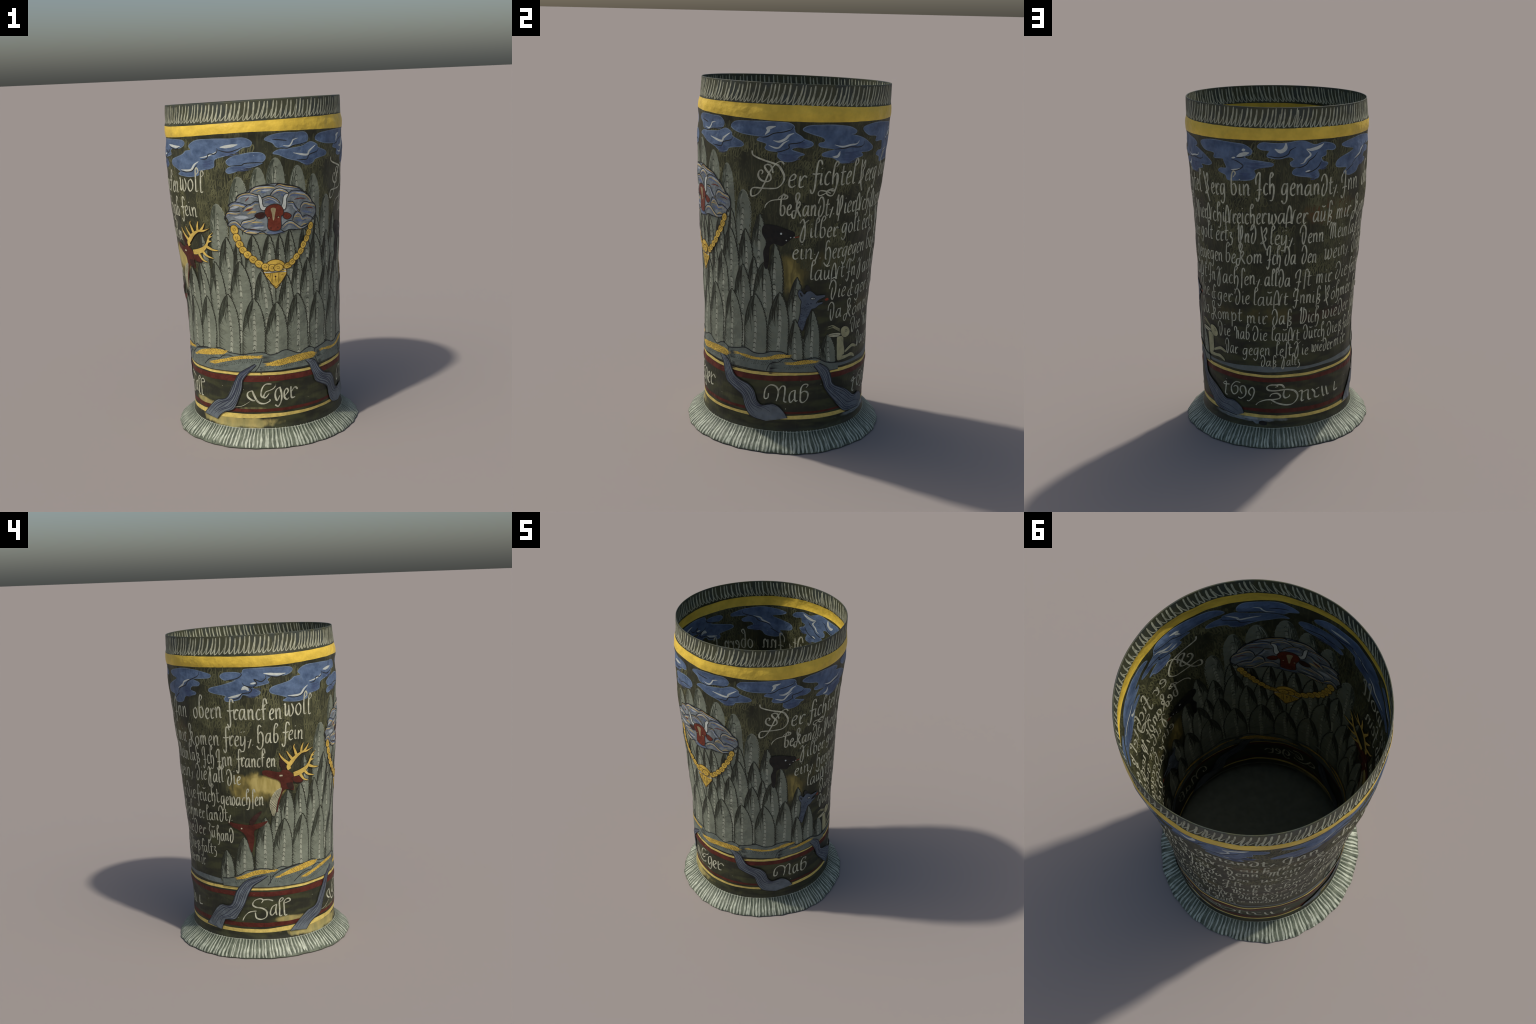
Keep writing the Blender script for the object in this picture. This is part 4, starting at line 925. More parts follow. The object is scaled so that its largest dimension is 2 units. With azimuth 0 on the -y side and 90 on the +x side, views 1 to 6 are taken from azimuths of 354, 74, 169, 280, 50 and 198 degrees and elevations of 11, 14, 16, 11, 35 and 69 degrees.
def paint_fir(spec, seed):
    a, z, a2, z2, wl, wr = spec
    if 95 < z < 135 and a2 > -66:        # hidden behind the next row: let the body run on down
        k = max(z2 - 15, 47); a2 += (a2 - a) * (z2 - k) / (z - z2); z2 = k
    r = random.Random(seed)
    H = (z - z2) * .01
    high = z > 135                         # the far firs are softly painted, without hard outlines
    reach = min(.16 if high else .23, H * .75)
    half = lambda d: bullet(d, reach, high)
    top = np.array([a * DEG, z * .01]); low = np.array([a2 * DEG, z2 * .01])
    axis = lambda d: top + (low - top) * (d / H)
    wl, wr = wl * DEG, wr * DEG
    ds = np.concatenate([[0], np.linspace(.04, 1, max(8, int(H / .012))) ** 1.15 * H])
    left = [axis(d) + (-wl * half(d), 0) for d in ds]
    scal = lambda d: .0022 * abs(math.sin(d * 90 + seed)) * min(1, d / .03)
    dsr = np.linspace(0, 1, max(10, int(H / .0065))) ** 1.1 * H
    right = [axis(d) + (wr * half(d) - scal(d), 0) for d in dsr]
    p = Piece('fir_tree', forest)
    p.fill([tuple(q) for q in left[::-1]] + [tuple(q) for q in right[1:]], 'fir_grey_enamel')
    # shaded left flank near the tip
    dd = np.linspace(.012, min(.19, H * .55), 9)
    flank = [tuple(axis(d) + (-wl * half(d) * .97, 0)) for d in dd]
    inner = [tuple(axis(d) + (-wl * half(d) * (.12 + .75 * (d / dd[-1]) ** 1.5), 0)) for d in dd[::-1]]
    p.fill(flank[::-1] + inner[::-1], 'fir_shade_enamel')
    # pale spine with dark arcs
    s0 = min(.09, H * .3) * r.uniform(.7, 1.2)
    sd = np.linspace(s0, H, 12)
    wsp = np.interp(sd, [s0, s0 + .06, H], [.003, .014, .0195]) * r.uniform(.85, 1.15)
    sp = np.array([axis(d) + (.004 + .003 * math.sin(d * 22 + seed), 0) for d in sd])
    p.strokes([(sp, wsp)], 'fir_highlight_enamel')
    arcs = []
    d = s0 * .8
    while d < H - .01:
        c = axis(d) + (.002 + .003 * math.sin(d * 22 + seed), 0)
        w = r.uniform(.0075, .0105)
        pts = [c + (-w * .9, -.004), c + (-w * .3, .003), c + (w * .5, .003), c + (w * .95, -.0075)]
        q = curve(pts, .006)
        arcs.append((q, taper(len(q), r.uniform(.003, .0046), .3, .5, .25)))
        d += r.uniform(.026, .036)
    # hanging hair strokes: long ones combed down from the tip, short ones off the left outline
    hair = []
    for k in range(r.randint(15, 20)):
        f0 = r.uniform(.15, .97)
        d0 = .006 + .11 * r.random() ** 1.3
        ln = r.uniform(.05, .11)
        e = min(d0 + ln, H)
        f1 = f0 * r.uniform(.8, 1.0); f2 = f1 * r.uniform(.55, .8)
        c0 = axis(d0) + (-wl * half(d0) * f0, 0)
        c1 = axis(d0 * .45 + e * .55) + (-wl * half(d0 * .45 + e * .55) * f1 * .97, 0)
        c2 = axis(e) + (-wl * half(e) * f2, 0)
        q = curve([c0, c1, c2], .009)
        hair.append((q, taper(len(q), r.uniform(.003, .005), .2, .75, .12)))
    d = .03
    while d < H - .02:
        w0 = wl * half(d)
        ln = r.uniform(.022, .034)
        e = min(d + ln, H)
        we = wl * half(e)
        c0 = axis(d) + (-w0 * .97, 0)
        c1 = axis((d + e) / 2) + (-(w0 * .3 + we * .7) * .9, 0)
        c2 = axis(e) + (-we * r.uniform(.5, .72), 0)
        q = curve([c0, c1, c2], .009)
        hair.append((q, taper(len(q), r.uniform(.0024, .0034), .15, .7, .15)))
        d += r.uniform(.007, .012)
    # outlines
    q = curve([tuple(v) for v in left[:: max(1, len(left) // 14)]], .009)
    lw = np.interp(np.linspace(0, 1, len(q)), [0, .12, .5, 1], [.004, .0058, .0036, .0018])
    hair.append((q, lw))
    zig = []
    n = max(12, int(H / .0048))
    for k in range(n):
        d = H * (k / (n - 1))
        zig.append(axis(d) + (wr * half(d) - .0022 * (1 + math.sin(d * 2 * math.pi / .018 + seed + 2.4 * math.sin(d * 47 + seed))) - .0018 * r.random(), 0))
    zig = np.array(zig)
    hair.append((zig, np.interp(np.linspace(0, 1, n), [0, .3, .7, 1], [.006, .0054, .004, .0018])))
    d = min(.1, H * .3)
    while d < H - .01:                       # barbs along the lower right edge
        c = axis(d) + (wr * half(d), 0)
        hair.append((np.array([c + (.002, .0), c + (-.004, .0015), c + (-.009, -.003 - r.uniform(0, .004))]), np.array([.0034, .003, .0008])))
        d += r.uniform(.012, .02)
    if high:
        pale = [(q + np.array([.006, -.004]), w * .8) for q, w in hair[1:-8:3]]
        p.strokes([(q, w * .8) for q, w in hair[:len(hair) * 2 // 3]], 'fir_shade_enamel')
        p.strokes(pale, 'fir_pale_hair')
        p.strokes(arcs, 'fir_ink')
    else:
        p.strokes(arcs + hair, 'fir_ink')
    return p.build()


# grey ground colour between the lower firs
p = Piece('fir_forest', beaker)
THICKET = [(-81, 52), (-80, 66), (-70, 78), (-62, 90), (-50, 94), (-36, 100), (-31, 116), (-22, 124), (-10, 128), (4, 128), (18, 127), (30, 126), (42, 112), (54, 98), (62, 92), (72, 82), (80, 66), (92, 60), (104, 48), (60, 44), (0, 44), (-50, 46)]
p.fill([tuple(q) for q in curve(to_uv(THICKET), .01, closed=True)], 'fir_grey_enamel')
hair = []
for k in range(260):
    a = rng.uniform(-62, 84); z = rng.uniform(.56, 1.2)
    if inside(to_uv(THICKET), np.array([a * DEG]), np.array([z]))[0] and inside(to_uv(THICKET), np.array([a * DEG]), np.array([z - .07]))[0]:
        q = curve([(a * DEG, z), (a * DEG - .003, z - .03), (a * DEG + .002, z - rng.uniform(.045, .07))], .009)
        hair.append((q, taper(len(q), .0034, .2, .6, .2)))
p.strokes(hair, 'fir_shade_enamel')
forest = p.build()

for i, s in enumerate(FIRS):
    paint_fir(s, i + 1)

# ------------------------------------------------------------------ clouds
sky = wall


def outline_of(pts, gap=.007):
    return [tuple(q) for q in curve(to_uv(pts), gap, closed=True)]


for i, c in enumerate(CLOUDS):
    p = Piece('cloud', sky)
    for k, body in enumerate(c['body']):
        o = outline_of(body)
        p.fill(o, 'cloud_blue_enamel')
        ring = np.array(o + o[:1])
        p.strokes([(ring, .0022 + .0026 * np.abs(np.sin(np.arange(len(ring)) * .17 + i)))], 'cloud_pale_blue_enamel')
    hatch = []
    for box in c['under']:
        (a0, z0), (a1, z1) = to_uv(box)
        lo, hi = min(z0, z1), max(z0, z1)
        z = lo
        while z < hi:
            s = rng.uniform(0, .2) * (a1 - a0); e = rng.uniform(0, .3) * (a1 - a0)
            q = curve([(a0 + s, z - .002), ((a0 + a1) / 2, z - .004), (a1 - e, z + .002)], .01)
            hatch.append((q, taper(len(q), rng.uniform(.003, .0055), .3, .4, .2)))
            z += rng.uniform(.005, .008)
    p.strokes(hatch, 'cloud_dark_blue_enamel')
    p.strokes([(lambda q: (q, taper(len(q), 1.2 * w * .001, .3, .3, .2)))(curve(to_uv(s), .006)) for w, s in c['white']], 'cloud_white_enamel')
    p.strokes([(lambda q: (q, taper(len(q), .0052, .2, .2, .35)))(curve(to_uv(s), .006)) for s in c['line']], 'dark_ink')
    p.build()

# ------------------------------------------------------------------ ox head in its cloud, with chain and padlock
p = Piece('ox_head_medallion', beaker)
p.fill(outline_of(MEDALLION), 'medallion_grey_enamel')
for lines, mat in ((MEDALLION_BLUE, 'medallion_blue_enamel'), (MEDALLION_WHITE, 'medallion_white_enamel'), (MEDALLION_YELLOW, 'medallion_yellow_enamel'), (MEDALLION_RED, 'medallion_red_enamel')):
    p.strokes([(lambda q: (q, taper(len(q), w * .001, .35, .35, .25)))(curve(to_uv(s), .006)) for w, s in lines], mat)
for k, mat in enumerate(('medallion_white_enamel', 'medallion_yellow_enamel', 'medallion_blue_enamel')):
    folds = []
    for j, s in enumerate(MEDALLION_LINES):
        q = curve(to_uv(s), .006) + np.array([(.002, -.0065), (.003, -.0125), (.001, -.0185)][(j + k) % 3])
        ok = inside(outline_of(MEDALLION), q[:, 0], q[:, 1])
        q = q[ok]
        if len(q) > 4: folds.append((q, taper(len(q), rng.uniform(.004, .0075), .35, .35, .15)))
    p.strokes(folds, mat)
ink = [(curve(to_uv(s), .006), .0042) for s in MEDALLION_LINES]
ring = outline_of(MEDALLION); ink.append((np.array(ring + ring[:1]), .0042))
p.strokes(ink, 'dark_ink')
medal = p.build()


def edged(piece, pts, mat, edge='dark_ink', width=.0035):
    o = outline_of(pts, .005)
    piece.fill(o, mat)
    if edge: piece.strokes([(np.array(o + o[:1]), width)], edge)


p = Piece('ox_horn', medal); edged(p, OX_HORN_LEFT, 'cloud_white_enamel'); p.build()
p = Piece('ox_horn', medal); edged(p, OX_HORN_RIGHT, 'cloud_white_enamel'); p.build()
p = Piece('ox_ear', medal); edged(p, OX_EAR_LEFT, 'ox_dark_enamel'); p.build()
p = Piece('ox_ear', medal); edged(p, OX_EAR_RIGHT, 'ox_red_enamel'); p.build()
p = Piece('ox_head', medal)
edged(p, OX_HEAD, 'ox_red_enamel')
p.fill(outline_of(OX_BLAZE, .005), 'tan_enamel')
p.dots(to_uv(OX_EYES), .0042, 'tan_enamel')
(lx, lz), (rx, rz) = to_uv(OX_EYES)
p.strokes([(curve([(x - .009, y + .002), (x, y + .007), (x + .009, y + .001)], .005), .003) for x, y in ((lx, lz), (rx, rz))]
          + [(curve([(x, y - .052), (x + s * .004, y - .057), (x + s * .001, y - .061)], .003), .004) for x, y, s in ((lx + .010, lz, -1), (rx - .010, rz, 1))], 'ox_dark_enamel')
p.build()

chain = to_uv(CHAIN)
p = Piece('padlock', medal)
edged(p, PADLOCK, 'chain_gold_enamel', 'chain_ink', .0045)
p.strokes([(curve(to_uv(PADLOCK_BAR), .006), .006), (curve(to_uv(PADLOCK_BAR2), .006), .005)], 'cloud_white_enamel')
(kx, kz), (k2x, k2z) = to_uv(KEYHOLE)
bars = [(curve([(kx + dx, kz + .018), (kx + dx * .9, kz - h)], .006), .0024) for dx, h in ((-.028, .03), (-.019, .038), (.018, .038), (.027, .03))]
bars += [(curve([(kx - .04, kz - .045 + .01), (kx - .012, kz - .052), (kx, kz - .06), (kx + .012, kz - .052), (kx + .038, kz - .034)], .006), .0024),
         (curve([(kx, kz), (k2x, k2z)], .004), .0026), (curve([(kx - .055, kz + .0205), (kx, kz + .0235), (kx + .055, kz + .0265)], .008), .003),
         (curve([(kx - .055, kz + .0305), (kx, kz + .0335), (kx + .055, kz + .0365)], .008), .003)]
bars += [(curve([(kx - .048, kz + .0), (kx - .04, kz + .008), (kx - .034, kz - .004)], .004), .0022), (curve([(kx + .034, kz + .004), (kx + .042, kz + .012), (kx + .046, kz + .002)], .004), .0022)]
p.strokes(bars, 'chain_ink')
p.dots([(kx, kz)], .0052, 'ox_dark_enamel')
p.build()
for i, (u, v) in enumerate(chain):
    j, k = max(i - 1, 0), min(i + 1, len(chain) - 1)
    t = math.atan2(chain[k][1] - chain[j][1], chain[k][0] - chain[j][0])
    step = math.hypot(chain[k][0] - chain[j][0], chain[k][1] - chain[j][1]) / max(1, k - j)
    step = min(step, .045)
    p = Piece('chain_link', medal)
    R1, R2 = step * .62, .0215 if i < 10 else .0175
    ring = [(u + R1 * math.cos(q) * math.cos(t) - R2 * math.sin(q) * math.sin(t), v + R1 * math.cos(q) * math.sin(t) + R2 * math.sin(q) * math.cos(t)) for q in np.linspace(0, 2 * math.pi, 20)[:-1]]
    p.fill(ring, 'chain_gold_enamel')
    eye = [(u + x * math.cos(t) - y * math.sin(t), v + x * math.sin(t) + y * math.cos(t)) for x, y in ((-.010, -.005), (.003, -.006), (.007, 0), (.003, .006), (-.010, .005))]
    p.strokes([(np.array(ring + ring[:1]), .0032), (curve(eye, .004), .0022)], 'chain_ink')
    p.build()

# ------------------------------------------------------------------ animals
p = Piece('stag', beaker)
p.fill(outline_of(STAG_HEAD), 'stag_maroon_enamel')
p.fill(outline_of(STAG_SHADE), 'stag_dark_enamel')
p.strokes([(curve([(u - .009, v), (u, v + .002), (u + .009, v)], .004), np.array([.003, .011, .004][:3]) if False else .009) for u, v in [tuple(np.mean(to_uv(STAG_EYE), 0))]], 'cream_enamel')
stag = p.build()
p = Piece('stag_ear', stag); edged(p, STAG_EAR_UP, 'stag_dark_enamel', None); p.build()
p = Piece('stag_ear', stag); edged(p, STAG_EAR_BACK, 'stag_maroon_enamel', 'stag_dark_enamel', .005); p.build()
p = Piece('stag_ruff', stag)
p.fill(outline_of(STAG_RUFF), 'cream_enamel')
ruff = np.array(to_uv(STAG_RUFF)); lo, hi = ruff.min(0), ruff.max(0)
scales = []
zz = lo[1] + .004
while zz < hi[1]:
    row = np.linspace(lo[0], hi[0], 60)
    ok = inside(ruff.tolist(), row, np.full(60, zz))
    if ok.any():
        x0, x1 = row[ok].min(), row[ok].max()
        n = 9
        q = np.stack([np.linspace(x0, x1, n), zz + .0022 * np.sin(np.arange(n) * 2.1 + zz * 400)], -1)
        scales.append((q, .0026))
    zz += .0068
p.strokes(scales, 'fir_ink')
p.build()
for k, side in enumerate((ANTLERS[:6], ANTLERS[6:])):
    p = Piece('antler', stag)
    back, front = [], []
    for i, (w, s) in enumerate(side):
        q = curve(to_uv(s), .005)
        t = np.linspace(0, 1, len(q))
        ww = 1.25 * w * .001 * ((1 - t) ** .75 * .88 + .12) if i else 1.1 * w * .001 * (.45 + .55 * np.sin(np.clip(t * 1.25 + .25, 0, 1) * math.pi) + .25 * (1 - t)) * np.clip((1.02 - t) / .25, .2, 1)
        back.append((q, ww + .005)); front.append((q, ww))
    p.strokes(back, 'dark_ink' if k else 'ox_dark_enamel'); p.strokes(front, 'antler_gold_enamel')
    p.build()

p = Piece('doe', beaker)
p.fill(outline_of(DOE_HEAD), 'stag_maroon_enamel')
p.dots([tuple(np.mean(to_uv(DOE_EYE), 0))], .0052, 'cream_enamel')
doe = p.build()
p = Piece('doe_ear', doe); p.fill(outline_of(DOE_EAR), 'stag_dark_enamel'); p.build()

p = Piece('bear', beaker)
p.fill(outline_of(BEAR_HEAD), 'bear_black_enamel')
for k, q in enumerate(to_uv(BEAR_MARKS)): p.dots([q], .0058 if k == 0 else .0036, 'cloud_white_enamel')
bear = p.build()
p = Piece('bear_tongue', bear); p.strokes([(curve(to_uv(BEAR_TONGUE), .004), .006)], 'tongue_red_enamel'); p.build()

p = Piece('wolf', beaker)
edged(p, WOLF, 'wolf_blue_enamel', 'dark_ink', .0034)
p.strokes([(curve(to_uv(WOLF_EAR), .004), .008), (curve(to_uv(WOLF_MOUTH), .004), .004)], 'dark_ink')
edged(p, WOLF_EYE, 'cloud_white_enamel', 'dark_ink', .0034)
ex, ez = np.mean(to_uv(WOLF_EYE), 0)
p.dots([(ex + .002, ez)], .0026, 'dark_ink')
neck = []
wp = np.array(to_uv(WOLF))
for k in range(160):
    u, v = rng.uniform(*np.percentile(wp[:, 0], [0, 60])), rng.uniform(wp[:, 1].min(), np.percentile(wp[:, 1], 45))
    if inside(wp.tolist(), np.array([u]), np.array([v]))[0]:
        neck.append((np.array([(u - .004, v - .0015), (u, v + .001), (u + .004, v - .0015)]), .0018))
p.strokes(neck, 'river_ink')
wolf = p.build()
p = Piece('wolf_ear', wolf); edged(p, WOLF_HORN, 'dark_ink', None); p.build()
p = Piece('wolf_tongue', wolf); p.fill(outline_of(WOLF_TONGUE), 'tongue_red_enamel'); p.build()

p = Piece('hare', beaker); edged(p, HARE_BODY, 'hare_cream_enamel', 'dark_ink', .0024); hare = p.build()
p = Piece('hare_foreleg', hare); edged(p, HARE_ARM, 'hare_cream_enamel', 'dark_ink', .0024); p.build()
p = Piece('hare_ear', hare); edged(p, HARE_EAR, 'cream_enamel', 'dark_ink', .0022)
e0, e1 = to_uv([HARE_EAR[0]])[0], to_uv([HARE_EAR[3]])[0]
p.strokes([(curve([e0, ((e0[0] + e1[0]) / 2, (e0[1] + e1[1]) / 2 + .004), e1], .006), .003)], 'fir_ink'); p.build()
p = Piece('hare_ear', hare)
e = to_uv(HARE_EAR2)
p.strokes([(curve([(u, v - k * .006) for u, v in e[k % 2:]], .006), .004 - .0006 * k) for k in range(3)], 'hare_cream_enamel'); p.build()
p = Piece('hare_head', hare); edged(p, HARE_HEAD, 'hare_cream_enamel', 'dark_ink', .0024)
p.strokes([(curve(to_uv(HARE_EYE), .003), .0022)], 'dark_ink'); p.build()

# ------------------------------------------------------------------ hills and rivers
p = Piece('wheat_hills', beaker)
top = curve(to_uv(HILL_TOP), .007)
line_z = lambda u: .436 + .006 * math.sin(u * 3 + .8)
foot_line = [(u, line_z(u)) for u in np.linspace(top[-1][0], top[0][0], 200)]
p.fill([tuple(q) for q in top] + [q for q in foot_line], 'hill_grey_enamel')
p.strokes([(top, .0052)] + [(curve(to_uv(s), .006), .0046) for s in HILL_LINES] + [(np.array(foot_line), .004)], 'dark_ink')
hatch = []
for s in HILL_HATCH:
    (u0, v0), (u1, v1) = to_uv(s)
    for k in range(9):
        v = v0 + .012 - .0048 * k + .001 * math.sin(k * 5)
        q = curve([(u0 + rng.uniform(0, .008), v), ((u0 + u1) / 2, v + .001), (u0 + (u1 - u0) * rng.uniform(.6, 1), v + .002)], .006)
        hatch.append((q, taper(len(q), .0024, .1, .5, .2)))
p.strokes(hatch, 'dark_ink')
land = p.build()
for s in HILL_GOLD:
    p = Piece('wheat_field', land)
    o = outline_of(s, .005)
    p.fill([tuple(q) for q in wobble(o, .0022, 3.3, 130)], 'wheat_gold_enamel')
    arr = np.array(o); lo, hi = arr.min(0), arr.max(0)
    marks, straw = [], []
    spine_ = np.array([arr[np.abs(arr[:, 0] - x) < .012].mean(0) for x in np.linspace(lo[0] + .01, hi[0] - .01, 24) if (np.abs(arr[:, 0] - x) < .012).any()])
    for row in np.arange(-.034, .024, .0085):
        for x in np.arange(lo[0], hi[0], .0125):
            u = x + rng.uniform(-.002, .002) + row * .5
            v = np.interp(u, spine_[:, 0], spine_[:, 1]) + row + rng.uniform(-.0015, .0015)
            if v < .44 or rng.random() < .18: continue
            if row > -.012 and not inside(o, np.array([u]), np.array([v]))[0]: continue
            t = rng.uniform(.2, 1.0)
            marks.append((np.array([[u, v], [u + .0055 * math.cos(t), v + .0055 * math.sin(t)]]), np.array([.0016, .0032])))
    for k in range(16):                      # loose straw at both ends
        e, s = ((spine_[0], -1), (spine_[-1], 1))[k % 2]
        y = rng.uniform(-.007, .007)
        q = curve([(e[0] - s * .015, e[1] + y), (e[0], e[1] + y * 1.1), (e[0] + s * rng.uniform(.012, .03), e[1] + y * 1.3 + s * .003)], .006)
        straw.append((q, taper(len(q), .0034, .1, .8, .1)))
    p.strokes(straw, 'wheat_gold_enamel')
    p.strokes(marks, 'fir_ink')
    p.build()

rivers = wall
for i, (l, r) in enumerate(RIVERS):
    p = Piece('river', rivers)
    L_, R_ = np.array(curve(to_uv(l), .02)), np.array(curve(to_uv(r), .02))
    if R_[0][0] - L_[0][0] > 3: R_[:, 0] -= 360 * DEG
    n = 40
    rs = lambda q: np.stack([np.interp(np.linspace(0, 1, n), np.linspace(0, 1, len(q)), q[:, c]) for c in (0, 1)], -1)
    L_, R_ = rs(L_), rs(R_)
    o = [tuple(q) for q in L_] + [tuple(q) for q in R_[::-1]]
    p.fill(o, 'river_blue_enamel')
    lines = []
    for k in range(7):
        f = (k + .5) / 7
        t = np.linspace(0, 1, n)
        ff = f + .035 * np.sin(t * 11 + k * 1.7)
        q = L_ + (R_ - L_) * ff[:, None]
        s, e = int(rng.uniform(0, 6) * (k % 2)), n - int(rng.uniform(0, 9))
        lines.append((q[s:e], taper(e - s, rng.uniform(.0036, .0056), .25, .2, .4)))
    pale = [(q - np.array([.0045, .0]), w * .7) for q, w in lines[::2]]
    p.strokes(pale, 'river_pale_enamel')
    p.strokes(lines, 'river_ink')
    p.strokes([(L_, .0042), (R_, .0042)], 'dark_ink')
    p.build()

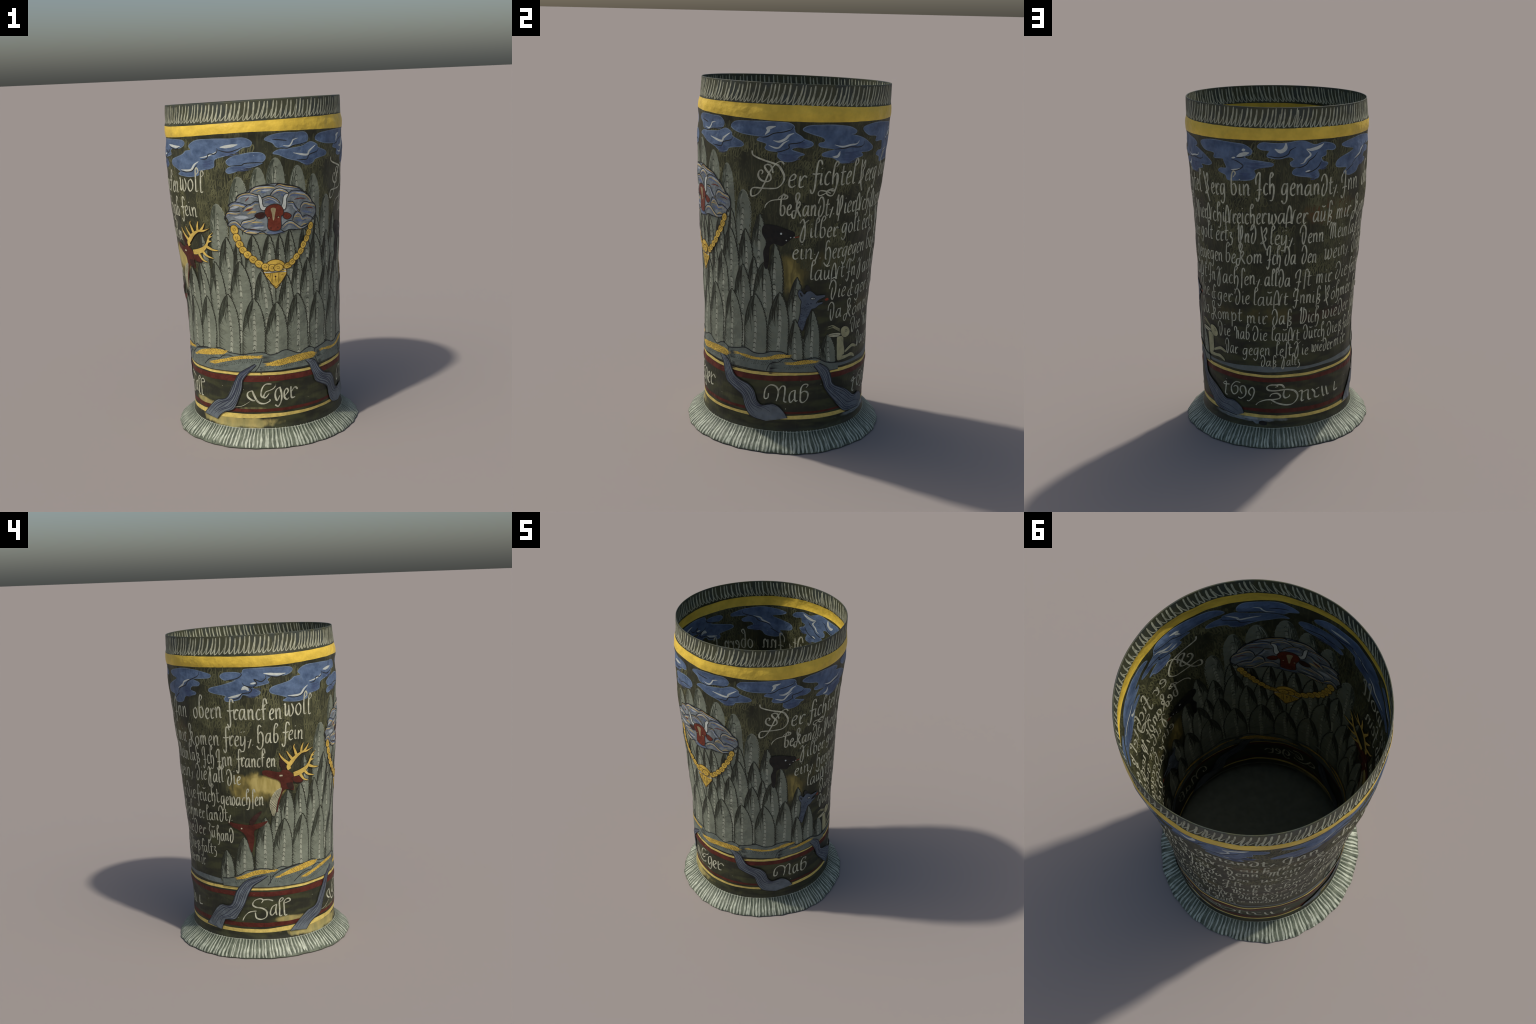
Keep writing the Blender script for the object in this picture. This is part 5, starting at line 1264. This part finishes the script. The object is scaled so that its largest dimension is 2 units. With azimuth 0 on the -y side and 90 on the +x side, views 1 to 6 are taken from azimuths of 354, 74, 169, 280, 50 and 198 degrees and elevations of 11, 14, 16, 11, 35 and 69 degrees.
# ------------------------------------------------------------------ inscription
# letters as strokes of a broad pen; unit = height of a small letter, baseline at 0
GLYPH = {
    'a': (.84, [(.58, .92), (.3, .95), (.1, .5), (.16, .05), (.38, .12), (.58, .6)], [(.62, 1.02), (.6, .4), (.66, .04), (.8, .12)]),
    'b': (.78, [(.38, 1.5), (.6, 1.8), (.42, 2.0), (.24, 1.6), (.18, .6), (.24, .05), (.5, .08), (.64, .5), (.5, .95), (.26, .85)],),
    'c': (.58, [(.52, .88), (.36, 1.0), (.14, .62), (.16, .14), (.34, 0), (.54, .16)],),
    'd': (.86, [(.06, 1.2), (.16, 1.65), (.42, 1.8), (.66, 1.3), (.66, .5), (.46, .0), (.26, -.05), (.18, .4), (.34, 1.0)],),
    'e': (.6, [(.16, .5), (.42, .62), (.5, .88), (.36, 1.0), (.16, .7), (.14, .2), (.32, 0), (.54, .16)],),
    'f': (.62, [(.78, 1.5), (.66, 1.8), (.46, 1.75), (.38, 1.1), (.38, .1), (.34, -.5), (.18, -.72), (.04, -.4)], [(.08, .8), (.36, .76), (.7, .84)]),
    'g': (.8, [(.56, .95), (.3, .95), (.12, .5), (.2, .1), (.44, .22), (.56, .7)], [(.62, 1.05), (.6, .3), (.54, -.4), (.3, -.66), (.1, -.4)]),
    'h': (.8, [(.36, 1.5), (.54, 1.8), (.38, 1.98), (.22, 1.6), (.18, .7), (.2, .04)], [(.22, .6), (.46, .98), (.62, .6), (.58, 0), (.42, -.5), (.16, -.5)]),
    'i': (.4, [(.18, 1.0), (.17, .3), (.22, .04), (.38, .14)], [(.17, 1.42), (.2, 1.36)]),
    'k': (.72, [(.6, 1.5), (.5, 1.95), (.3, 1.9), (.22, 1.2), (.24, .04)], [(.04, 1.02), (.5, 1.06)], [(.26, 1.2), (.46, 1.5)]),
    'l': (.48, [(.24, 1.4), (.48, 1.7), (.36, 2.0), (.22, 1.7), (.18, .5), (.22, .04), (.42, .12)],),
    'm': (1.08, [(.14, 1.0), (.15, .03)], [(.16, .62), (.34, .98), (.45, .8), (.45, .03)], [(.46, .62), (.64, .98), (.76, .8), (.76, .1), (.92, .12)]),
    'n': (.78, [(.14, 1.0), (.16, .03)], [(.17, .6), (.4, 1.0), (.54, .8), (.54, .08), (.7, .12)]),
    'o': (.72, [(.44, 1.0), (.18, .8), (.1, .35), (.3, 0), (.56, .25), (.58, .75), (.38, 1.02)],),
    'p': (.8, [(.14, 1.1), (.18, .4), (.16, -.7)], [(.18, .62), (.42, 1.0), (.62, .62), (.52, .1), (.22, .06)]),
    'r': (.6, [(.18, 1.0), (.17, .25), (.26, .02), (.46, .16)], [(.22, .55), (.42, 1.0), (.6, .86)]),
    's': (.5, [(.62, 1.5), (.5, 1.85), (.32, 1.7), (.28, .7), (.26, -.4)],),
    'S': (.95, [(.04, -.36), (.06, .9), (.26, 1.7), (.44, 1.3), (.5, .5), (.56, .0), (.72, 1.1), (.9, 1.3)], [(.1, .06), (.4, .16), (.66, .02)]),
    'B': (.86, [(.66, 1.5), (.52, 1.9), (.32, 1.7), (.28, .6), (.26, -.42)], [(.3, .9), (.56, 1.0), (.62, .72), (.4, .5), (.68, .3), (.54, -.1), (.38, -.02)]),
    't': (.52, [(.24, 1.5), (.19, .3), (.28, .02), (.48, .14)], [(.04, .98), (.5, 1.06)]),
    'u': (.82, [(.14, 1.0), (.14, .2), (.3, .02), (.54, .5)], [(.56, 1.0), (.55, .1), (.72, .12)], [(.16, 1.5), (.36, 1.38), (.62, 1.5)]),
    'o:': (.72, [(.44, 1.0), (.18, .8), (.1, .35), (.3, 0), (.56, .25), (.58, .75), (.38, 1.02)], [(.2, 1.45), (.24, 1.4)], [(.46, 1.5), (.5, 1.45)]),
    'w': (1.0, [(.08, 1.0), (.18, 1.1), (.2, .06), (.42, .3), (.48, .95)], [(.48, 1.0), (.52, .06), (.74, .1), (.88, .6), (.72, 1.1)]),
    'y': (.82, [(.14, 1.0), (.16, .06), (.36, .1), (.54, .5)], [(.58, 1.0), (.56, 0), (.42, -.6), (.14, -.56)], [(.2, 1.45), (.24, 1.4)], [(.5, 1.48), (.54, 1.43)]),
    'z': (.62, [(.1, .9), (.42, 1.0), (.26, .58), (.52, .3), (.4, -.3), (.08, -.4)],),
    'Z': (.8, [(.3, 1.7), (.7, 1.6), (.4, .9), (.7, .4), (.5, -.4), (.1, -.5)],),
    'D': (.95, [(.02, 1.05), (.08, 1.6), (.36, 1.95), (.64, 1.6), (.7, .8), (.6, .2), (.46, -.14), (.32, .3), (.34, 1.15)],),
    'I': (.82, [(.1, .9), (.08, 1.4), (.32, 1.8), (.54, 1.8), (.48, .8), (.42, -.1), (.24, -.48), (.08, -.2)], [(.16, .4), (.4, .5), (.7, .46)]),
    'L': (.98, [(.12, 1.95), (.22, 1.2), (.4, .2), (.72, -.62)], [(.34, 1.3), (.62, 1.85), (.66, 1.3), (.5, .95), (.62, .5), (.3, .1), (.1, .05), (.3, .3)]),
    'E': (.95, [(.7, 1.5), (.56, 1.8), (.42, 1.4), (.46, .9), (.7, .95)], [(.44, .9), (.44, .2), (.7, .1)], [(.4, .95), (.14, .7), (.1, .2), (.4, .02)]),
    'G': (.92, [(.0, 1.35), (.3, 1.75), (.5, .9), (.5, -.1), (.3, -.5), (.12, -.1), (.34, 1.0), (.5, 1.4), (.8, 1.7)],),
    'V': (1.0, [(.06, 1.3), (.2, 1.8), (.26, .1), (.5, .14), (.74, .9), (.66, 1.7), (.46, 1.3), (.52, .2), (.44, -.6)],),
    'M': (1.3, [(.02, 1.1), (.16, 1.7), (.36, 1.5), (.3, .04)], [(.34, 1.2), (.6, 1.7), (.64, 1.2), (.6, .04)], [(.64, 1.2), (.9, 1.6), (.96, .3), (1.16, .1)]),
    'W': (1.2, [(.1, 1.4), (.3, 1.8), (.24, .3), (.3, -.1), (.56, .4), (.6, 1.8)], [(.58, 1.6), (.9, 1.4), (.98, .6), (.7, .0), (.3, -.05)]),
    'K': (1.1, [(.42, 1.2), (.32, 1.85), (.56, 2.1), (.7, 1.75), (.5, 1.2), (.46, .5), (.3, -.2), (.06, -.1), (.08, .4), (.42, .5), (.8, .8)], [(.46, .9), (.74, 1.3), (.82, 1.0), (.6, .6), (.98, -.06)]),
    'H': (.95, [(.56, 1.7), (.36, 1.9), (.2, 1.5), (.2, .1), (.36, .06)], [(.22, .8), (.5, 1.2), (.74, .7), (.68, -.3), (.36, -.66), (.04, -.3)]),
    'N': (1.0, [(.06, 1.1), (.02, 1.5), (.22, 1.7), (.42, 1.3), (.44, .0)], [(.46, .8), (.64, 1.2), (.72, .8), (.74, .06), (.9, .1)]),
    'P': (.95, [(.14, 1.4), (.24, .6), (.2, -.7)], [(.24, 1.1), (.5, 1.5), (.6, 1.1), (.36, .8), (.66, .5), (.52, .0), (.3, .02)]),
    'T': (.86, [(.6, 1.4), (.36, 1.6), (.16, 1.2), (.16, .3), (.36, .02), (.66, .3)], [(.1, 1.5), (.5, 1.6), (.8, 1.5)]),
    '/': (.62, [(.06, .5), (.1, .45)], [(.12, -.25), (.4, .75)], [(.54, .12), (.58, .07)]),
    '.': (.3, [(.1, .12), (.14, .06)]),
    '-': (.1, [(.0, .0), (.01, .01)]),
}
PEN_ANGLE = math.radians(35)
script = wall


def pen_strokes(lines, thick, thin, slant=0.0):
    out = []
    for pts in lines:
        q = curve(pts, .0055)
        d = np.gradient(q, axis=0)
        ang = np.arctan2(d[:, 1], d[:, 0])
        w = thin + (thick - thin) * np.abs(np.sin(ang - PEN_ANGLE)) ** 1.3
        w = np.convolve(np.pad(w, 2, mode='edge'), np.ones(5) / 5, 'valid') if len(w) >= 5 else w
        t = np.linspace(0, 1, len(q))
        w = w * (.72 + .28 * np.minimum(1, np.minimum(t, 1 - t) * 7))
        out.append((q, w))
    return out


def write(word, a0, z0, a1, z1, x_height):
    """A word fitted between two points of its baseline."""
    keys, i = [], 0
    while i < len(word):
        if word[i:i + 2] == 'o:': keys.append('o:'); i += 2
        else: keys.append(word[i]); i += 1
    adv = sum(GLYPH[k][0] for k in keys)
    while a1 < a0: a1 += 360
    u0, u1 = a0 * DEG, a1 * DEG
    sx = (u1 - u0) / adv
    lines, x = [], 0.0
    for k in keys:
        jit = rng.uniform(-.05, .05); tall = rng.uniform(.94, 1.06)
        for s in GLYPH[k][1:]:
            pts = []
            for gx, gy in s:
                f = (x + gx) / adv
                pts.append((u0 + sx * (x + gx + .03 * gy), z0 * .01 + (z1 - z0) * .01 * f + x_height * (gy * tall + jit)))
            lines.append(pts)
        x += GLYPH[k][0]
    p = Piece('inscription_word', script)
    p.strokes(pen_strokes(lines, .0013 + x_height * .138, .0011 + x_height * .055), 'letter_white_enamel')
    p.build()


XH = {1: .066, 2: .060, 3: .056, 4: .056, 5: .055, 6: .052, 7: .051, 8: .047, 9: .045, 10: .036}
LINES = {
    1: [('er', 71, 147, 82, 147), ('fichtel', 84.5, 148.4, 113.8, 147.5), ('Lerg', 116.2, 147.5, 135.2, 148.3), ('bin', 137.9, 148.8, 152.2, 149.5),
        ('Ich', 154.9, 149.8, 167, 150), ('genandt/', 169.9, 149.6, 208, 147.8), ('Inn', 210, 148, 228.2, 148.7), ('obern', 234.4, 148.8, 258.2, 149.4),
        ('francken', 261, 149, 297.3, 148), ('woll', 298, 150, 319.8, 149.2)],
    2: [('beKandt/', 67, 131.9, 101, 131.4), ('VierSchi', 101.5, 131.6, 133, 132.4), ('Sreicher', 133.2, 132.2, 161, 133.5), ('waSer', 161.4, 133.5, 186.9, 132.9),
        ('auB', 190.2, 133.2, 205.1, 132.4), ('mir', 208, 132.9, 222.5, 132.6), ('Komen', 225, 131.6, 254.3, 132.8), ('frey/', 256.5, 132.8, 277.4, 132.9),
        ('Hab', 279.5, 134.3, 294.6, 133.9), ('fein', 296.4, 135.4, 312.9, 134.6)],
    3: [('Gilber', 79.5, 120.2, 104.5, 119.5), ('golt', 106.8, 120.8, 122, 121), ('ertz', 124.3, 121, 139, 122), ('Vnd', 141.8, 121.8, 155.1, 122.4),
        ('Lley/', 156.7, 121.4, 179, 121.1), ('Denn', 182.2, 121.6, 199.8, 120.6), ('Mein', 203, 121.8, 221.4, 121.2), ('laB', 222.4, 121, 235.6, 121.8),
        ('Ich', 237.7, 120.6, 248.6, 121), ('Inn', 249.9, 120, 262.4, 120.3), ('francken', 264.9, 120, 292.1, 119.2)],
    4: [('ein/', 75.2, 108.4, 93.8, 107.8), ('Hergegen', 95.8, 107.2, 130, 108.6), ('beKom', 131.6, 109, 159.6, 110.4), ('Ich', 161.3, 109.7, 170.9, 109.7),
        ('da', 172.5, 109.8, 180.7, 109.6), ('den', 183.6, 110, 195.1, 109.2), ('wein/', 199.8, 110, 226, 110.2), ('die', 228.5, 109.6, 240.9, 110.4),
        ('Gall', 241.4, 109.4, 255.1, 110), ('die', 256.8, 108.8, 267.5, 109)],
    5: [('lauSt', 86.6, 96.5, 112, 96.1), ('In', 113.4, 95.8, 122.4, 96.2), ('Gachsen/', 123.5, 96, 158.3, 97.4), ('allda', 160, 96.8, 177.4, 96.6),
        ('Ist', 180, 96.4, 191.7, 95.9), ('mir', 195, 96.2, 208.5, 95.6), ('die', 211, 96.6, 226, 96.6), ('frucht', 226.8, 96, 249.8, 97), ('gewachsen', 250.5, 95.6, 283, 95.6)],
    6: [('Die', 100.7, 85, 114.5, 85.2), ('Eger', 116.2, 84, 137.3, 85), ('die', 138.6, 84.6, 150.3, 85.4), ('lauSt', 152.1, 85, 176.1, 85.3),
        ('InniB', 179.2, 85.6, 200.2, 84.4), ('Lo:hmer', 202.2, 84.6, 234, 84.6), ('landt/', 235.9, 84.4, 259.3, 85.6)],
    7: [('Da', 101, 73, 112.5, 73.4), ('Ko:mpt', 114.4, 72, 144.3, 74.4), ('mir', 147.1, 73.2, 162.3, 73.9), ('daB', 164.9, 73.5, 179.6, 73.2), ('Wich', 184.1, 73.5, 200, 72.6),
        ('wieder', 201.5, 73.4, 233, 73.8), ('Zu', 234.7, 73.2, 243.5, 73.4), ('hand', 243.8, 72, 259.4, 72.1)],
    8: [('Die', 121.7, 62.6, 134.4, 63.8), ('Nab', 137.6, 62.8, 149.8, 63.6), ('die', 151.2, 63.3, 162.2, 63.7), ('lauSt', 164.4, 63.5, 184.8, 63),
        ('durch', 187.1, 63.6, 205.4, 62.4), ('die', 206.6, 62.6, 218.6, 62.6), ('Pfaltz', 219.3, 62, 243, 62.4)],
    9: [('Dar', 129.2, 53.2, 140.6, 54), ('gegen', 143.6, 53.6, 164.4, 54.5), ('lest', 167.5, 54.5, 179.3, 54.1), ('Gie', 180.7, 54.2, 191.7, 53.5),
        ('wieder', 193.6, 54.4, 213.5, 53), ('mir', 214.5, 53.4, 230, 53.6)],
    10: [('daB', 157, 47.7, 168.9, 47.9), ('Galtz', 171.6, 47.9, 185.4, 47.6)],
}
for n, words in LINES.items():
    for w in words:
        write(*w, XH[n])


def flourish(name, strokes, thick, thin):
    p = Piece(name, script)
    p.strokes(pen_strokes([to_uv(s) for s in strokes], thick, thin), 'letter_white_enamel')
    p.build()


flourish('flourished_initial', D_FLOURISH, .0112, .0046)
flourish('pen_flourish', B_FLOURISH, .009, .0046)
flourish('pen_flourish', CH_FLOURISH, .008, .0044)
flourish('river_name', EGER[:-1], .0125, .0046)
flourish('pen_flourish', EGER[-1:], .0024, .002)
flourish('river_name', NAB, .0108, .0046)
flourish('river_name', SALL, .0112, .0046)
flourish('painted_year', YEAR, .0105, .0046)
flourish('river_name', MAIN, .0125, .0046)

# specks of stray enamel, and the chip in the base
p = Piece('enamel_speck', wall)
for k in range(46):
    a, z = rng.uniform(-180, 180), (rng.uniform(.2, .4) if k < 20 else rng.uniform(.5, 1.75))
    p.dots([(a * DEG, z)], rng.uniform(.0016, .003), 'rim_stroke_enamel')
p.build()['kind'] = 'stuff'
p = Piece('worn_chip', wall)
CHIP_PALE = [[(119, 15.0), (126, 14.4), (132, 14.0), (140, 13.6), (148, 13.4), (148.5, 12.6), (140, 12.4), (130, 13.2), (122, 14.2)],
             [(149, 13.2), (155, 13.4), (161, 13.6), (168, 13.9), (163, 13.0), (157, 12.6), (155.5, 11.2), (153.5, 10.9), (151, 12.2)]]
for c in CHIP_PALE: p.fill(outline_of(c, .006), 'medallion_grey_enamel')
p.fill(outline_of([(155.5, 12.2), (158, 13.0), (161, 12.2), (161.5, 10.8), (159, 10.2), (156, 10.8)], .005), 'bear_black_enamel')
p.build()

bpy.context.view_layer.update()
print('coats at most', coats.max(), 'objects', len(bpy.data.objects))
